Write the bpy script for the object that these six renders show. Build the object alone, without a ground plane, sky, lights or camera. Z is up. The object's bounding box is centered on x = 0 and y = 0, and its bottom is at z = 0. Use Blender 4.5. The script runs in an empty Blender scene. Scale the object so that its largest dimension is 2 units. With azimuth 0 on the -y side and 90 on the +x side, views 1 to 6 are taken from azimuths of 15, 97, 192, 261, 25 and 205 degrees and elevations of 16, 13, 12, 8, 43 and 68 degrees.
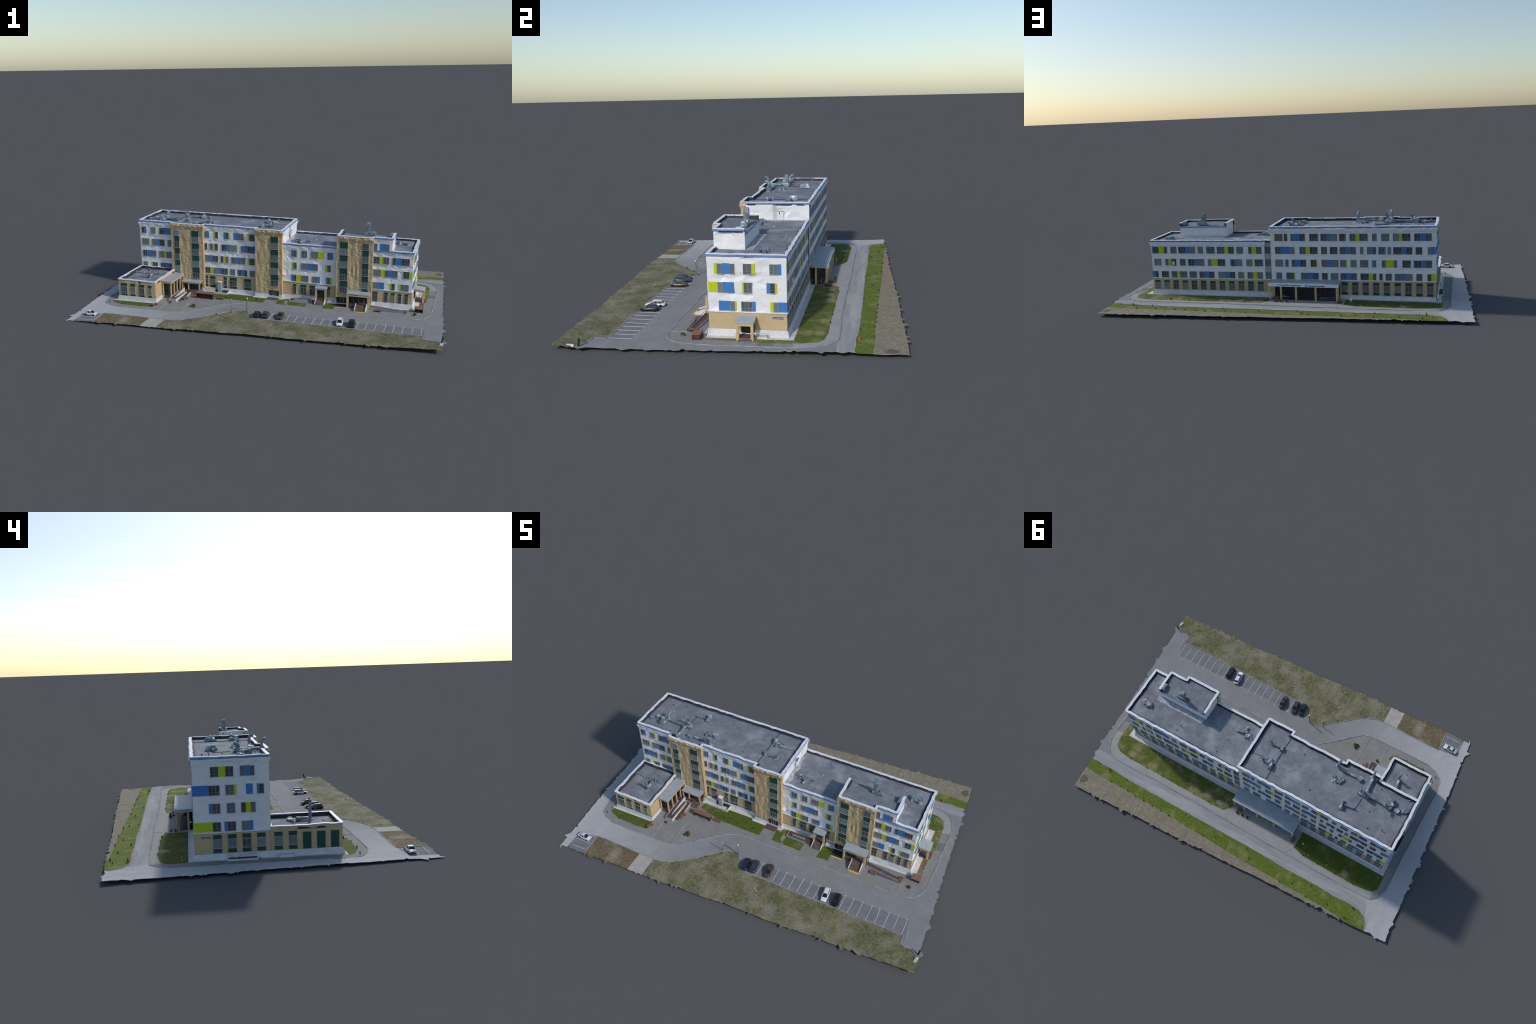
"""Five-storey panel-clad office building with its forecourt: white facades with blue and
lime panels, tan stair towers, low wing, roof ducts, roads, lawns, parked cars."""
import bpy, math, random
from mathutils import Vector, noise
from mathutils.geometry import delaunay_2d_cdt

rnd = random.Random(11)
TURN = math.radians(-3.2)          # the house stands 3.2 degrees off the plot's axes
DIP = 0.0085                       # storeys dip slightly towards +x
CT, ST = math.cos(TURN), math.sin(TURN)


def world(X, Y):
    """house coordinates -> plot coordinates"""
    return (X * CT - Y * ST, X * ST + Y * CT)


def dip(z, X):
    k = min(1.0, max(0.0, (z - 0.03) / 0.03))
    return z - DIP * X * k


# ------------------------------------------------------------------ materials
def material(name, c1, c2=None, scale=30.0, c3=None, scale3=8.0, rough=0.85, metal=0.0,
             lo=0.35, hi=0.65, lo3=0.5, hi3=0.7, bump=0.0, stretch=(1, 1, 1), spec=0.3,
             random_mix=None, side=None, grain=0.0, grain_scale=150.0):
    m = bpy.data.materials.new(name)
    m.use_nodes = True
    nt = m.node_tree
    N, Lk = nt.nodes, nt.links
    p = N["Principled BSDF"]
    p.inputs["Roughness"].default_value = rough
    p.inputs["Metallic"].default_value = metal
    p.inputs["Specular IOR Level"].default_value = spec
    col = lambda c: (c[0], c[1], c[2], 1.0)
    tc = N.new("ShaderNodeTexCoord")
    mp = N.new("ShaderNodeMapping")
    mp.inputs["Scale"].default_value = stretch
    Lk.new(tc.outputs["Object"], mp.inputs["Vector"])

    def noise_mask(sc, a, b, detail=5.0):
        n = N.new("ShaderNodeTexNoise")
        n.inputs["Scale"].default_value = sc
        n.inputs["Detail"].default_value = detail
        n.inputs["Roughness"].default_value = 0.62
        Lk.new(mp.outputs["Vector"], n.inputs["Vector"])
        r = N.new("ShaderNodeMapRange")
        r.inputs["From Min"].default_value = a
        r.inputs["From Max"].default_value = b
        Lk.new(n.outputs["Fac"], r.inputs["Value"])
        return r.outputs["Result"], n.outputs["Fac"]

    def mix(fac, a, b):
        mx = N.new("ShaderNodeMix")
        mx.data_type = "RGBA"
        for sock, v in ((mx.inputs[0], fac), (mx.inputs[6], a), (mx.inputs[7], b)):
            if isinstance(v, (tuple, float)):
                sock.default_value = v
            else:
                Lk.new(v, sock)
        return mx.outputs[2]

    out = col(c1)
    fine = None
    if c2:
        f, fine = noise_mask(scale, lo, hi)
        out = mix(f, col(c1), col(c2))
    if c3:
        f, _ = noise_mask(scale3, lo3, hi3)
        out = mix(f, out, col(c3))
    if random_mix:
        oi = N.new("ShaderNodeObjectInfo")
        r = N.new("ShaderNodeMapRange")
        r.inputs["From Min"].default_value, r.inputs["From Max"].default_value = random_mix[1], random_mix[2]
        Lk.new(oi.outputs["Random"], r.inputs["Value"])
        out = mix(r.outputs["Result"], out, col(random_mix[0]))
    if side:                                   # another tone on one part of the plot: (colour, axis, from, to)
        sp = N.new("ShaderNodeSeparateXYZ")
        Lk.new(tc.outputs["Object"], sp.inputs[0])
        r = N.new("ShaderNodeMapRange")
        r.inputs["From Min"].default_value, r.inputs["From Max"].default_value = side[2], side[3]
        Lk.new(sp.outputs[side[1]], r.inputs["Value"])
        out = mix(r.outputs["Result"], out, col(side[0]))
    if grain:                                  # fine speckle
        f, _ = noise_mask(grain_scale, 0.30, 0.70, 3.0)
        mg = N.new("ShaderNodeMix")
        mg.data_type, mg.blend_type = "RGBA", "MULTIPLY"
        mg.inputs[0].default_value = 1.0
        sp_ = mix(f, tuple([1 - grain] * 3) + (1.0,), tuple([1 + grain] * 3) + (1.0,))
        if isinstance(out, tuple):
            mg.inputs[6].default_value = out
        else:
            Lk.new(out, mg.inputs[6])
        Lk.new(sp_, mg.inputs[7])
        out = mg.outputs[2]
    if isinstance(out, tuple):
        p.inputs["Base Color"].default_value = out
    else:
        Lk.new(out, p.inputs["Base Color"])
    if bump and fine is not None:
        b = N.new("ShaderNodeBump")
        b.inputs["Strength"].default_value = bump
        b.inputs["Distance"].default_value = 0.002
        Lk.new(fine, b.inputs["Height"])
        Lk.new(b.outputs["Normal"], p.inputs["Normal"])
    return m


WHITE = material("white_panel", (0.80, 0.81, 0.82), (0.74, 0.75, 0.76), 22, rough=0.6)
BEIGE = material("tan_panel", (0.56, 0.43, 0.245), (0.50, 0.38, 0.215), 25, rough=0.7)  # tan darkened a little toward the baked shade on the south faces
PLINTH = material("plinth_paint", (0.68, 0.69, 0.71), (0.54, 0.55, 0.575), 30, rough=0.7)  # greyed midway between the sunlit east and shaded south base
COPING = material("white_metal", (0.84, 0.86, 0.90), (0.66, 0.70, 0.78), 45, rough=0.45)
BLUELINE = material("blue_trim", (0.09, 0.18, 0.44), (0.18, 0.28, 0.52), 30, rough=0.5)
BLUE = material("blue_panel", (0.055, 0.205, 0.52), (0.05, 0.18, 0.46), 40, rough=0.5)  # blue lowered toward its look in the north side's shade
LIME = material("lime_panel", (0.52, 0.60, 0.015), (0.46, 0.54, 0.012), 40, rough=0.5)  # lime toned down because the shaded north panels looked dimmer
GREEN = material("green_panel", (0.016, 0.074, 0.058), (0.012, 0.055, 0.045), 40, rough=0.45)  # near-black green: shadow of the unlit facades is baked into this colour
GLASS = material("window_glass", (0.022, 0.026, 0.030), (0.10, 0.112, 0.122), 75, rough=0.18, spec=0.5,  # upright pale streaks paint sky reflections into the panes
                 random_mix=((0.20, 0.240, 0.268), 0.30, 1.05), stretch=(1, 1, 0.35))
FRAME = material("window_frame", (0.34, 0.36, 0.385), rough=0.5)
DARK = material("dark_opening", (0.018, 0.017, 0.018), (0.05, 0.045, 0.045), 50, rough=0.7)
DECK = material("roof_felt", grain=0.1, grain_scale=120, c1=(0.222, 0.240, 0.272), c2=(0.165, 0.178, 0.204), scale=24, c3=(0.35, 0.37, 0.40), scale3=11,
                lo3=0.48, hi3=0.76, rough=0.9, bump=0.2)
DARKBAND = material("bitumen_strip", (0.035, 0.037, 0.048), (0.07, 0.072, 0.085), 50, rough=0.85)  # dark strip
PALEROOF = material("pale_screed", (0.50, 0.51, 0.55), (0.30, 0.31, 0.34), 60, rough=0.9)
METAL = material("galvanised_sheet", grain=0.35, grain_scale=110, c1=(0.27, 0.335, 0.375), c2=(0.13, 0.17, 0.20), scale=55, c3=(0.56, 0.62, 0.66), scale3=34,  # pale blotches are painted highlights, dark ones the ducts' shaded sides
                 lo3=0.55, hi3=0.66, rough=0.45, metal=0.25, spec=0.5)
TINROOF = material("canopy_sheet", (0.40, 0.45, 0.49), (0.33, 0.38, 0.42), 35, rough=0.5)
TILE = material("red_brown_tile", (0.135, 0.085, 0.080), (0.095, 0.062, 0.060), 80, rough=0.8)
STEPNOSE = material("step_nosing", (0.34, 0.25, 0.235), (0.25, 0.18, 0.17), 80, rough=0.8)
CONCRETE = material("pale_concrete", (0.70, 0.69, 0.67), (0.56, 0.55, 0.54), 40, rough=0.9)
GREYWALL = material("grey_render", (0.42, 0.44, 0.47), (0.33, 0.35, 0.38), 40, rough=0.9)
WOOD = material("brown_timber", (0.30, 0.125, 0.06), (0.20, 0.085, 0.045), 60, rough=0.75)
WOODDARK = material("dark_timber", (0.10, 0.045, 0.032), (0.055, 0.028, 0.022), 60, rough=0.75)
ORANGE = material("orange_paint", (0.50, 0.11, 0.025), (0.34, 0.08, 0.03), 80, rough=0.6)
TERRACOTTA = material("terracotta", (0.36, 0.16, 0.085), (0.26, 0.11, 0.06), 60, rough=0.85)
SHRUB = material("shrub_leaves", (0.045, 0.05, 0.02), (0.09, 0.085, 0.03), 90, rough=0.9)
SAPLING = material("sapling_leaves", (0.03, 0.05, 0.018), (0.05, 0.07, 0.02), 90, rough=0.9)
YELLOW = material("yellow_paint", (0.72, 0.55, 0.04), rough=0.7)
LINEWHITE = material("road_paint", (0.66, 0.67, 0.70), (0.48, 0.49, 0.51), 120, rough=0.8)
SIGNBLUE = material("sign_blue", (0.035, 0.045, 0.22), rough=0.5)
SIGNTEXT = material("sign_letters", (0.62, 0.64, 0.72), rough=0.5)
LETTER = material("navy_letters", (0.02, 0.03, 0.16), rough=0.5)
RUBBER = material("tyre_rubber", (0.012, 0.012, 0.013), rough=0.8)
POST = material("lamp_post_grey", (0.16, 0.165, 0.17), (0.24, 0.245, 0.25), 60, rough=0.7)
CARGLASS = material("car_glass", (0.012, 0.014, 0.018), rough=0.12, spec=0.6)
ASPHALT = material("asphalt", grain=0.07, grain_scale=90, c1=(0.265, 0.268, 0.275), c2=(0.235, 0.238, 0.246), scale=18, c3=(0.30, 0.302, 0.308), scale3=5, rough=0.92,
                   lo3=0.5, hi3=0.75, bump=0.1, side=((0.47, 0.475, 0.475), 0, -0.15, -0.98))
NORTHROAD = material("pale_asphalt", grain=0.07, grain_scale=120, c1=(0.36, 0.363, 0.37), c2=(0.29, 0.292, 0.30), scale=60, c3=(0.43, 0.43, 0.435), scale3=12,
                     lo3=0.48, hi3=0.66, rough=0.92, stretch=(0.15, 1, 1))
BAY = material("parking_asphalt", (0.185, 0.187, 0.20), (0.225, 0.227, 0.24), 26, rough=0.92, bump=0.1)
PAVE = material("pavement", grain=0.07, grain_scale=90, c1=(0.27, 0.268, 0.262), c2=(0.235, 0.233, 0.228), scale=22, c3=(0.30, 0.297, 0.29), scale3=7, rough=0.92)
PAVENORTH = material("pale_pavement", (0.38, 0.376, 0.366), (0.34, 0.336, 0.328), 22, rough=0.92)
PATCH = material("repair_asphalt", (0.17, 0.17, 0.18), (0.20, 0.20, 0.21), 40, rough=0.92)
KERB = material("kerb_stone", (0.42, 0.425, 0.43), (0.24, 0.245, 0.25), 35, rough=0.9)
KERBDARK = material("dark_kerb", (0.16, 0.16, 0.165), (0.36, 0.36, 0.365), 22, rough=0.9)
LAWN = material("lawn_grass", grain=0.3, grain_scale=170, c1=(0.070, 0.105, 0.012), c2=(0.105, 0.135, 0.022), scale=90, c3=(0.22, 0.20, 0.085), scale3=13,
                lo3=0.53, hi3=0.72, rough=0.95, bump=0.5)
LAWNDRY = material("patchy_lawn", grain=0.3, grain_scale=170, c1=(0.080, 0.115, 0.014), c2=(0.13, 0.15, 0.032), scale=80, c3=(0.29, 0.255, 0.125), scale3=15,
                   lo3=0.47, hi3=0.68, rough=0.95, bump=0.5)
STRIP = material("verge_grass", grain=0.3, grain_scale=170, c1=(0.095, 0.145, 0.014), c2=(0.15, 0.185, 0.030), scale=70, c3=(0.27, 0.25, 0.11), scale3=17,
                 lo3=0.50, hi3=0.72, rough=0.95, bump=0.5)
GRAVEL = material("gravel_soil", grain=0.22, grain_scale=170, c1=(0.30, 0.262, 0.195), c2=(0.22, 0.192, 0.14), scale=55, c3=(0.24, 0.215, 0.14), scale3=8,
                  rough=0.95, bump=0.4)
MEADOW = material("dry_meadow", grain=0.34, grain_scale=150, c1=(0.105, 0.108, 0.040), c2=(0.195, 0.185, 0.105), scale=60, c3=(0.285, 0.256, 0.195), scale3=9,
                  lo3=0.42, hi3=0.70, rough=0.95, bump=0.6)
BROWN = material("brown_meadow", grain=0.3, grain_scale=150, c1=(0.20, 0.155, 0.090), c2=(0.145, 0.110, 0.058), scale=70, c3=(0.29, 0.255, 0.185), scale3=8,
                 lo3=0.48, hi3=0.66, rough=0.95, bump=0.6)
SLABPATH = material("concrete_path", (0.47, 0.445, 0.40), (0.40, 0.38, 0.345), 25, rough=0.9)
DARKGROUND = material("scrub", (0.07, 0.068, 0.045), (0.20, 0.175, 0.125), 110, rough=0.95, bump=0.4)  # dark ground
PATCHLIGHT = material("bare_ground", (0.32, 0.29, 0.23), (0.25, 0.23, 0.16), 60, rough=0.95)


# ------------------------------------------------------------------ mesh helpers
def empty(name, loc=(0, 0, 0), rot=0.0, parent=None):
    o = bpy.data.objects.new(name, None)
    o.empty_display_size = 0.02
    o.location = loc
    o.rotation_euler = (0, 0, rot)
    bpy.context.scene.collection.objects.link(o)
    if parent:
        o.parent = parent
    return o


def mesh_data(name, verts, faces, mats, idx=None, smooth=False):
    me = bpy.data.meshes.new(name)
    me.from_pydata([tuple(v) for v in verts], [], faces)
    for m in (mats if isinstance(mats, (list, tuple)) else [mats]):
        me.materials.append(m)
    if idx:
        me.polygons.foreach_set("material_index", idx)
    if smooth:
        me.polygons.foreach_set("use_smooth", [True] * len(me.polygons))
    me.update()
    return me


def place(name, me, parent=None, loc=(0, 0, 0), rot=0.0):
    o = bpy.data.objects.new(name, me)
    o.location = loc
    o.rotation_euler = (0, 0, rot)
    bpy.context.scene.collection.objects.link(o)
    if parent:
        o.parent = parent
    return o


class Build:
    """collects simple solids into one mesh"""

    def __init__(self):
        self.v, self.f, self.i = [], [], []

    def add(self, verts, faces, mi=0):
        b = len(self.v)
        self.v += [tuple(v) for v in verts]
        self.f += [tuple(b + k for k in f) for f in faces]
        self.i += [mi] * len(faces)

    def box(self, x0, x1, y0, y1, z0, z1, mi=0, taper=0.0):
        t = taper
        v = [(x0, y0, z0), (x1, y0, z0), (x1, y1, z0), (x0, y1, z0),
             (x0 + t, y0 + t, z1), (x1 - t, y0 + t, z1), (x1 - t, y1 - t, z1), (x0 + t, y1 - t, z1)]
        self.add(v, [(0, 3, 2, 1), (4, 5, 6, 7), (0, 1, 5, 4), (1, 2, 6, 5), (2, 3, 7, 6), (3, 0, 4, 7)], mi)

    def rbox(self, cx, cy, z0, sx, sy, sz, ang=0.0, mi=0, taper=0.0):
        b = len(self.v)
        self.box(-sx / 2, sx / 2, -sy / 2, sy / 2, z0, z0 + sz, mi, taper)
        c, s = math.cos(ang), math.sin(ang)
        for k in range(b, len(self.v)):
            x, y, z = self.v[k]
            self.v[k] = (cx + x * c - y * s, cy + x * s + y * c, z)

    def prism(self, poly, z0, z1, mi=0):
        n = len(poly)
        self.add([(x, y, z0) for x, y in poly] + [(x, y, z1) for x, y in poly],
                 [tuple(range(n - 1, -1, -1)), tuple(range(n, 2 * n))] +
                 [(k, (k + 1) % n, n + (k + 1) % n, n + k) for k in range(n)], mi)

    def hexa(self, lo, hi, mi=0):
        """solid between two quads"""
        self.add(list(lo) + list(hi), [(0, 3, 2, 1), (4, 5, 6, 7), (0, 1, 5, 4), (1, 2, 6, 5), (2, 3, 7, 6), (3, 0, 4, 7)], mi)

    def tube(self, pts, r, seg=10, mi=0, flat=1.0):
        pts = [Vector(p) for p in pts]
        rs = r if isinstance(r, (list, tuple)) else [r] * len(pts)
        b = len(self.v)
        up = Vector((0.13, 0.21, 0.97)).normalized()
        for k, p in enumerate(pts):
            d = (pts[min(k + 1, len(pts) - 1)] - pts[max(k - 1, 0)]).normalized()
            a = d.cross(up)
            if a.length < 0.2:
                a = d.cross(Vector((1, 0, 0)))
            a.normalize()
            c = a.cross(d)
            for j in range(seg):
                w = 2 * math.pi * j / seg
                self.v.append(tuple(p + a * (math.cos(w) * rs[k]) + c * (math.sin(w) * rs[k] * flat)))
        for k in range(len(pts) - 1):
            for j in range(seg):
                q = b + k * seg
                self.f.append((q + j, q + (j + 1) % seg, q + seg + (j + 1) % seg, q + seg + j))
                self.i.append(mi)
        e = b + (len(pts) - 1) * seg
        self.f += [tuple(b + j for j in range(seg - 1, -1, -1)), tuple(e + j for j in range(seg))]
        self.i += [mi, mi]

    def blob(self, c, r, rz, seed, mi=0, seg=9, rings=6, rough=0.35):
        b = len(self.v)
        for a in range(rings + 1):
            th = math.pi * a / rings
            for j in range(seg):
                ph = 2 * math.pi * j / seg
                d = Vector((math.sin(th) * math.cos(ph), math.sin(th) * math.sin(ph), math.cos(th)))
                k = 1 + rough * noise.noise(d * 2.3 + Vector((seed, 0, 0)))
                self.v.append((c[0] + d.x * r * k, c[1] + d.y * r * k, c[2] + d.z * rz * k))
        for a in range(rings):
            for j in range(seg):
                q = b + a * seg
                self.f.append((q + j, q + seg + j, q + seg + (j + 1) % seg, q + (j + 1) % seg))
                self.i.append(mi)

    def object(self, name, mats, parent=None, smooth=False, loc=(0, 0, 0), rot=0.0, tilt=False):
        v = [(x, y, dip(z, x)) for x, y, z in self.v] if tilt else self.v
        return place(name, mesh_data(name, v, self.f, mats, self.i, smooth), parent, loc, rot)


def ribbon(bd, path, half, z0f, height, mi=0, closed=False, step=0.02, wob=0.0, lift=0.0):
    """kerb or line: a low strip with rectangular section following a path"""
    pts = []
    n = len(path)
    for k in range(n if closed else n - 1):
        a, b = Vector(path[k]), Vector(path[(k + 1) % n])
        m = max(1, int((b - a).length / step))
        pts += [a.lerp(b, j / m) for j in range(m)]
    if not closed:
        pts.append(Vector(path[-1]))
    L = len(pts)
    v = []
    for k, p in enumerate(pts):
        q0 = pts[(k - 1) % L] if closed or k else p
        q1 = pts[(k + 1) % L] if closed or k < L - 1 else p
        d = (q1 - q0).normalized()
        nrm = Vector((-d.y, d.x))
        w = wob * noise.noise(Vector((p.x * 31, p.y * 31, 3.3)))
        z = z0f(p.x, p.y)
        for s, hgt in ((-1, -0.002), (-1, height), (1, height), (1, -0.002)):
            q = p + nrm * (s * half + w)
            v.append((q.x, q.y, z + lift + hgt + (w * 0.5 if hgt > 0 else 0)))
    f = []
    for k in range(L if closed else L - 1):
        a, b = 4 * k, 4 * ((k + 1) % L)
        f += [(a + j, b + j, b + j + 1, a + j + 1) for j in range(3)]
    if not closed:
        f += [(0, 1, 2, 3), (4 * L - 1, 4 * L - 2, 4 * L - 3, 4 * L - 4)]
    bd.add(v, f, mi)


# ================================================================== THE PLOT
plot = empty("building_plot")
plot["label"] = "ragged-edged plot with roads, lawns, kerbs and parking bays"
plot["category"] = "ground"


def smooth01(a, b, x):
    t = min(1.0, max(0.0, (x - a) / (b - a)))
    return t * t * (3 - 2 * t)


def ground_z(x, y):
    z = 0.012
    z += 0.009 * smooth01(0.55, 0.98, x) * smooth01(-0.45, -0.65, y)
    z -= 0.006 * smooth01(-0.80, -0.985, x) * smooth01(-0.45, -0.66, y)
    z += 0.003 * smooth01(0.55, 0.655, y)
    z += 0.0038 * smooth01(0.20, 0.29, y) * (1 - smooth01(0.41, 0.50, y)) * smooth01(-0.90, -0.80, x)
    z += 0.0030 * smooth01(0.80, 0.95, x) * smooth01(-0.1, 0.2, y) * (1 - smooth01(0.45, 0.6, y))
    z -= 0.0038 * smooth01(-0.20, -0.50, x) * smooth01(-0.20, -0.36, y)
    z -= 0.0025 * smooth01(-0.85, -0.95, x)
    z += 0.0012 * noise.noise(Vector((x * 7, y * 7, 0.4)))
    soft = smooth01(-0.43, -0.5, y) + smooth01(0.5, 0.55, y)
    z += soft * 0.0022 * noise.noise(Vector((x * 26, y * 26, 5.1)))
    if x < -0.88 and y > 0.5:
        z += 0.0022 * abs(noise.noise(Vector((x * 40, y * 40, 2.0))))
    return max(z, 0.0018)


def ragged_edge():
    """plot outline: a rectangle torn into small teeth"""
    pts = []
    w, e, s_, n = -0.9805, 0.9815, -0.6475, 0.6575
    sides = [((w, s_), (e, s_)), ((e, s_), (e, n)), ((e, n), (w, n)), ((w, n), (w, s_))]
    for a, b in sides:
        a, b = Vector(a), Vector(b)
        d = (b - a)
        ln = d.length
        d.normalize()
        out = Vector((d.y, -d.x))
        s = 0.0
        while s < ln:
            p = a + d * s
            off = 0.005 * noise.noise(Vector((p.x * 5, p.y * 5, 7.7))) + rnd.uniform(-0.0015, 0.0020)
            torn = noise.noise(Vector((p.x * 9, p.y * 9, 1.1)))          # some stretches are torn, others clean
            if rnd.random() < 0.25 + 0.5 * torn:
                off += min(0.018, rnd.expovariate(160)) * (1 if rnd.random() < 0.62 else -0.8)
            pts.append(p + out * off)
            s += rnd.choice((0.004, 0.006, 0.008, 0.011, 0.017, 0.026))
    pts[0] = Vector((-0.968, -0.664))
    k = min(range(len(pts)), key=lambda j: (pts[j] - Vector((0.98, 0.342))).length)
    pts[k] = Vector((1.0, pts[k].y))
    k = min(range(len(pts)), key=lambda j: (pts[j] - Vector((-0.98, -0.57))).length)
    pts[k] = Vector((-1.0, pts[k].y))
    return pts


OUTLINE = ragged_edge()
E_ = 1.05     # regions that run out to the torn edge are drawn past it and cut by the outline
H = lambda *p: [world(*q) for q in p]

S_KERB = [(0.836, 0.409), (0.880, 0.400), (0.917, 0.368), (0.941, 0.322), (0.948, 0.265), (0.942, 0.165), (0.935, 0.070),
          (0.923, -0.110), (0.911, -0.178), (0.891, -0.217), (0.868, -0.238), (0.824, -0.250), (0.774, -0.251),
          (0.618, -0.245), (0.498, -0.236), (0.412, -0.233), (0.287, -0.228), (0.139, -0.215), (0.029, -0.210),
          (-0.060, -0.203), (-0.112, -0.207), (-0.170, -0.227), (-0.204, -0.250), (-0.288, -0.319), (-0.349, -0.375),
          (-0.385, -0.402), (-0.427, -0.414), (-0.552, -0.411), (-0.700, -0.406), (-0.805, -0.399), (-0.860, -0.378),
          (-0.896, -0.350), (-0.910, -0.316), (-0.914, -0.274), (-0.897, -0.032), (-0.880, 0.326), (-0.876, 0.399),
          (-0.855, 0.459), (-0.819, 0.484), (-0.766, 0.488), (-0.616, 0.482), (-0.442, 0.473), (-0.282, 0.465),
          (-0.148, 0.459), (0.003, 0.449), (0.082, 0.443), (0.275, 0.432), (0.413, 0.427), (0.584, 0.416), (0.732, 0.413)]
N_KERB = [(1.02, 0.463), (0.831, 0.470), (0.737, 0.481), (0.607, 0.490), (0.488, 0.496), (0.364, 0.502), (0.102, 0.514),
          (-0.100, 0.523), (-0.334, 0.540), (-0.492, 0.546), (-0.623, 0.555), (-0.734, 0.557), (-0.791, 0.563),
          (-0.826, 0.584), (-0.847, 0.611), (-0.859, 0.66), (-0.862, 0.70)]
GRAVEL_EDGE = [(1.02, 0.524), (0.866, 0.539), (0.745, 0.545), (0.617, 0.551), (0.513, 0.557), (0.402, 0.566), (0.289, 0.577),
               (0.173, 0.586), (-0.081, 0.607), (-0.244, 0.616), (-0.428, 0.630), (-0.613, 0.640), (-0.738, 0.654), (-0.80, 0.70)]
MEADOW_EDGE = [(-0.457, -0.535), (-0.408, -0.532), (-0.362, -0.516), (-0.323, -0.494), (-0.275, -0.459), (-0.205, -0.402),
               (-0.152, -0.354), (-0.117, -0.331), (-0.088, -0.324), (-0.052, -0.328), (-0.027, -0.372), (-0.006, -0.421),
               (0.088, -0.427), (0.183, -0.430), (0.275, -0.436), (0.366, -0.442), (0.502, -0.449), (0.599, -0.455),
               (0.768, -0.463), (0.885, -0.471), (0.883, -0.523), (0.940, -0.528), (0.970, -0.552), (1.02, -0.56)]
BROWN_EDGE = [(-0.825, -0.70), (-0.822, -0.516), (-0.732, -0.519), (-0.649, -0.525), (-0.544, -0.533)]

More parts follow.
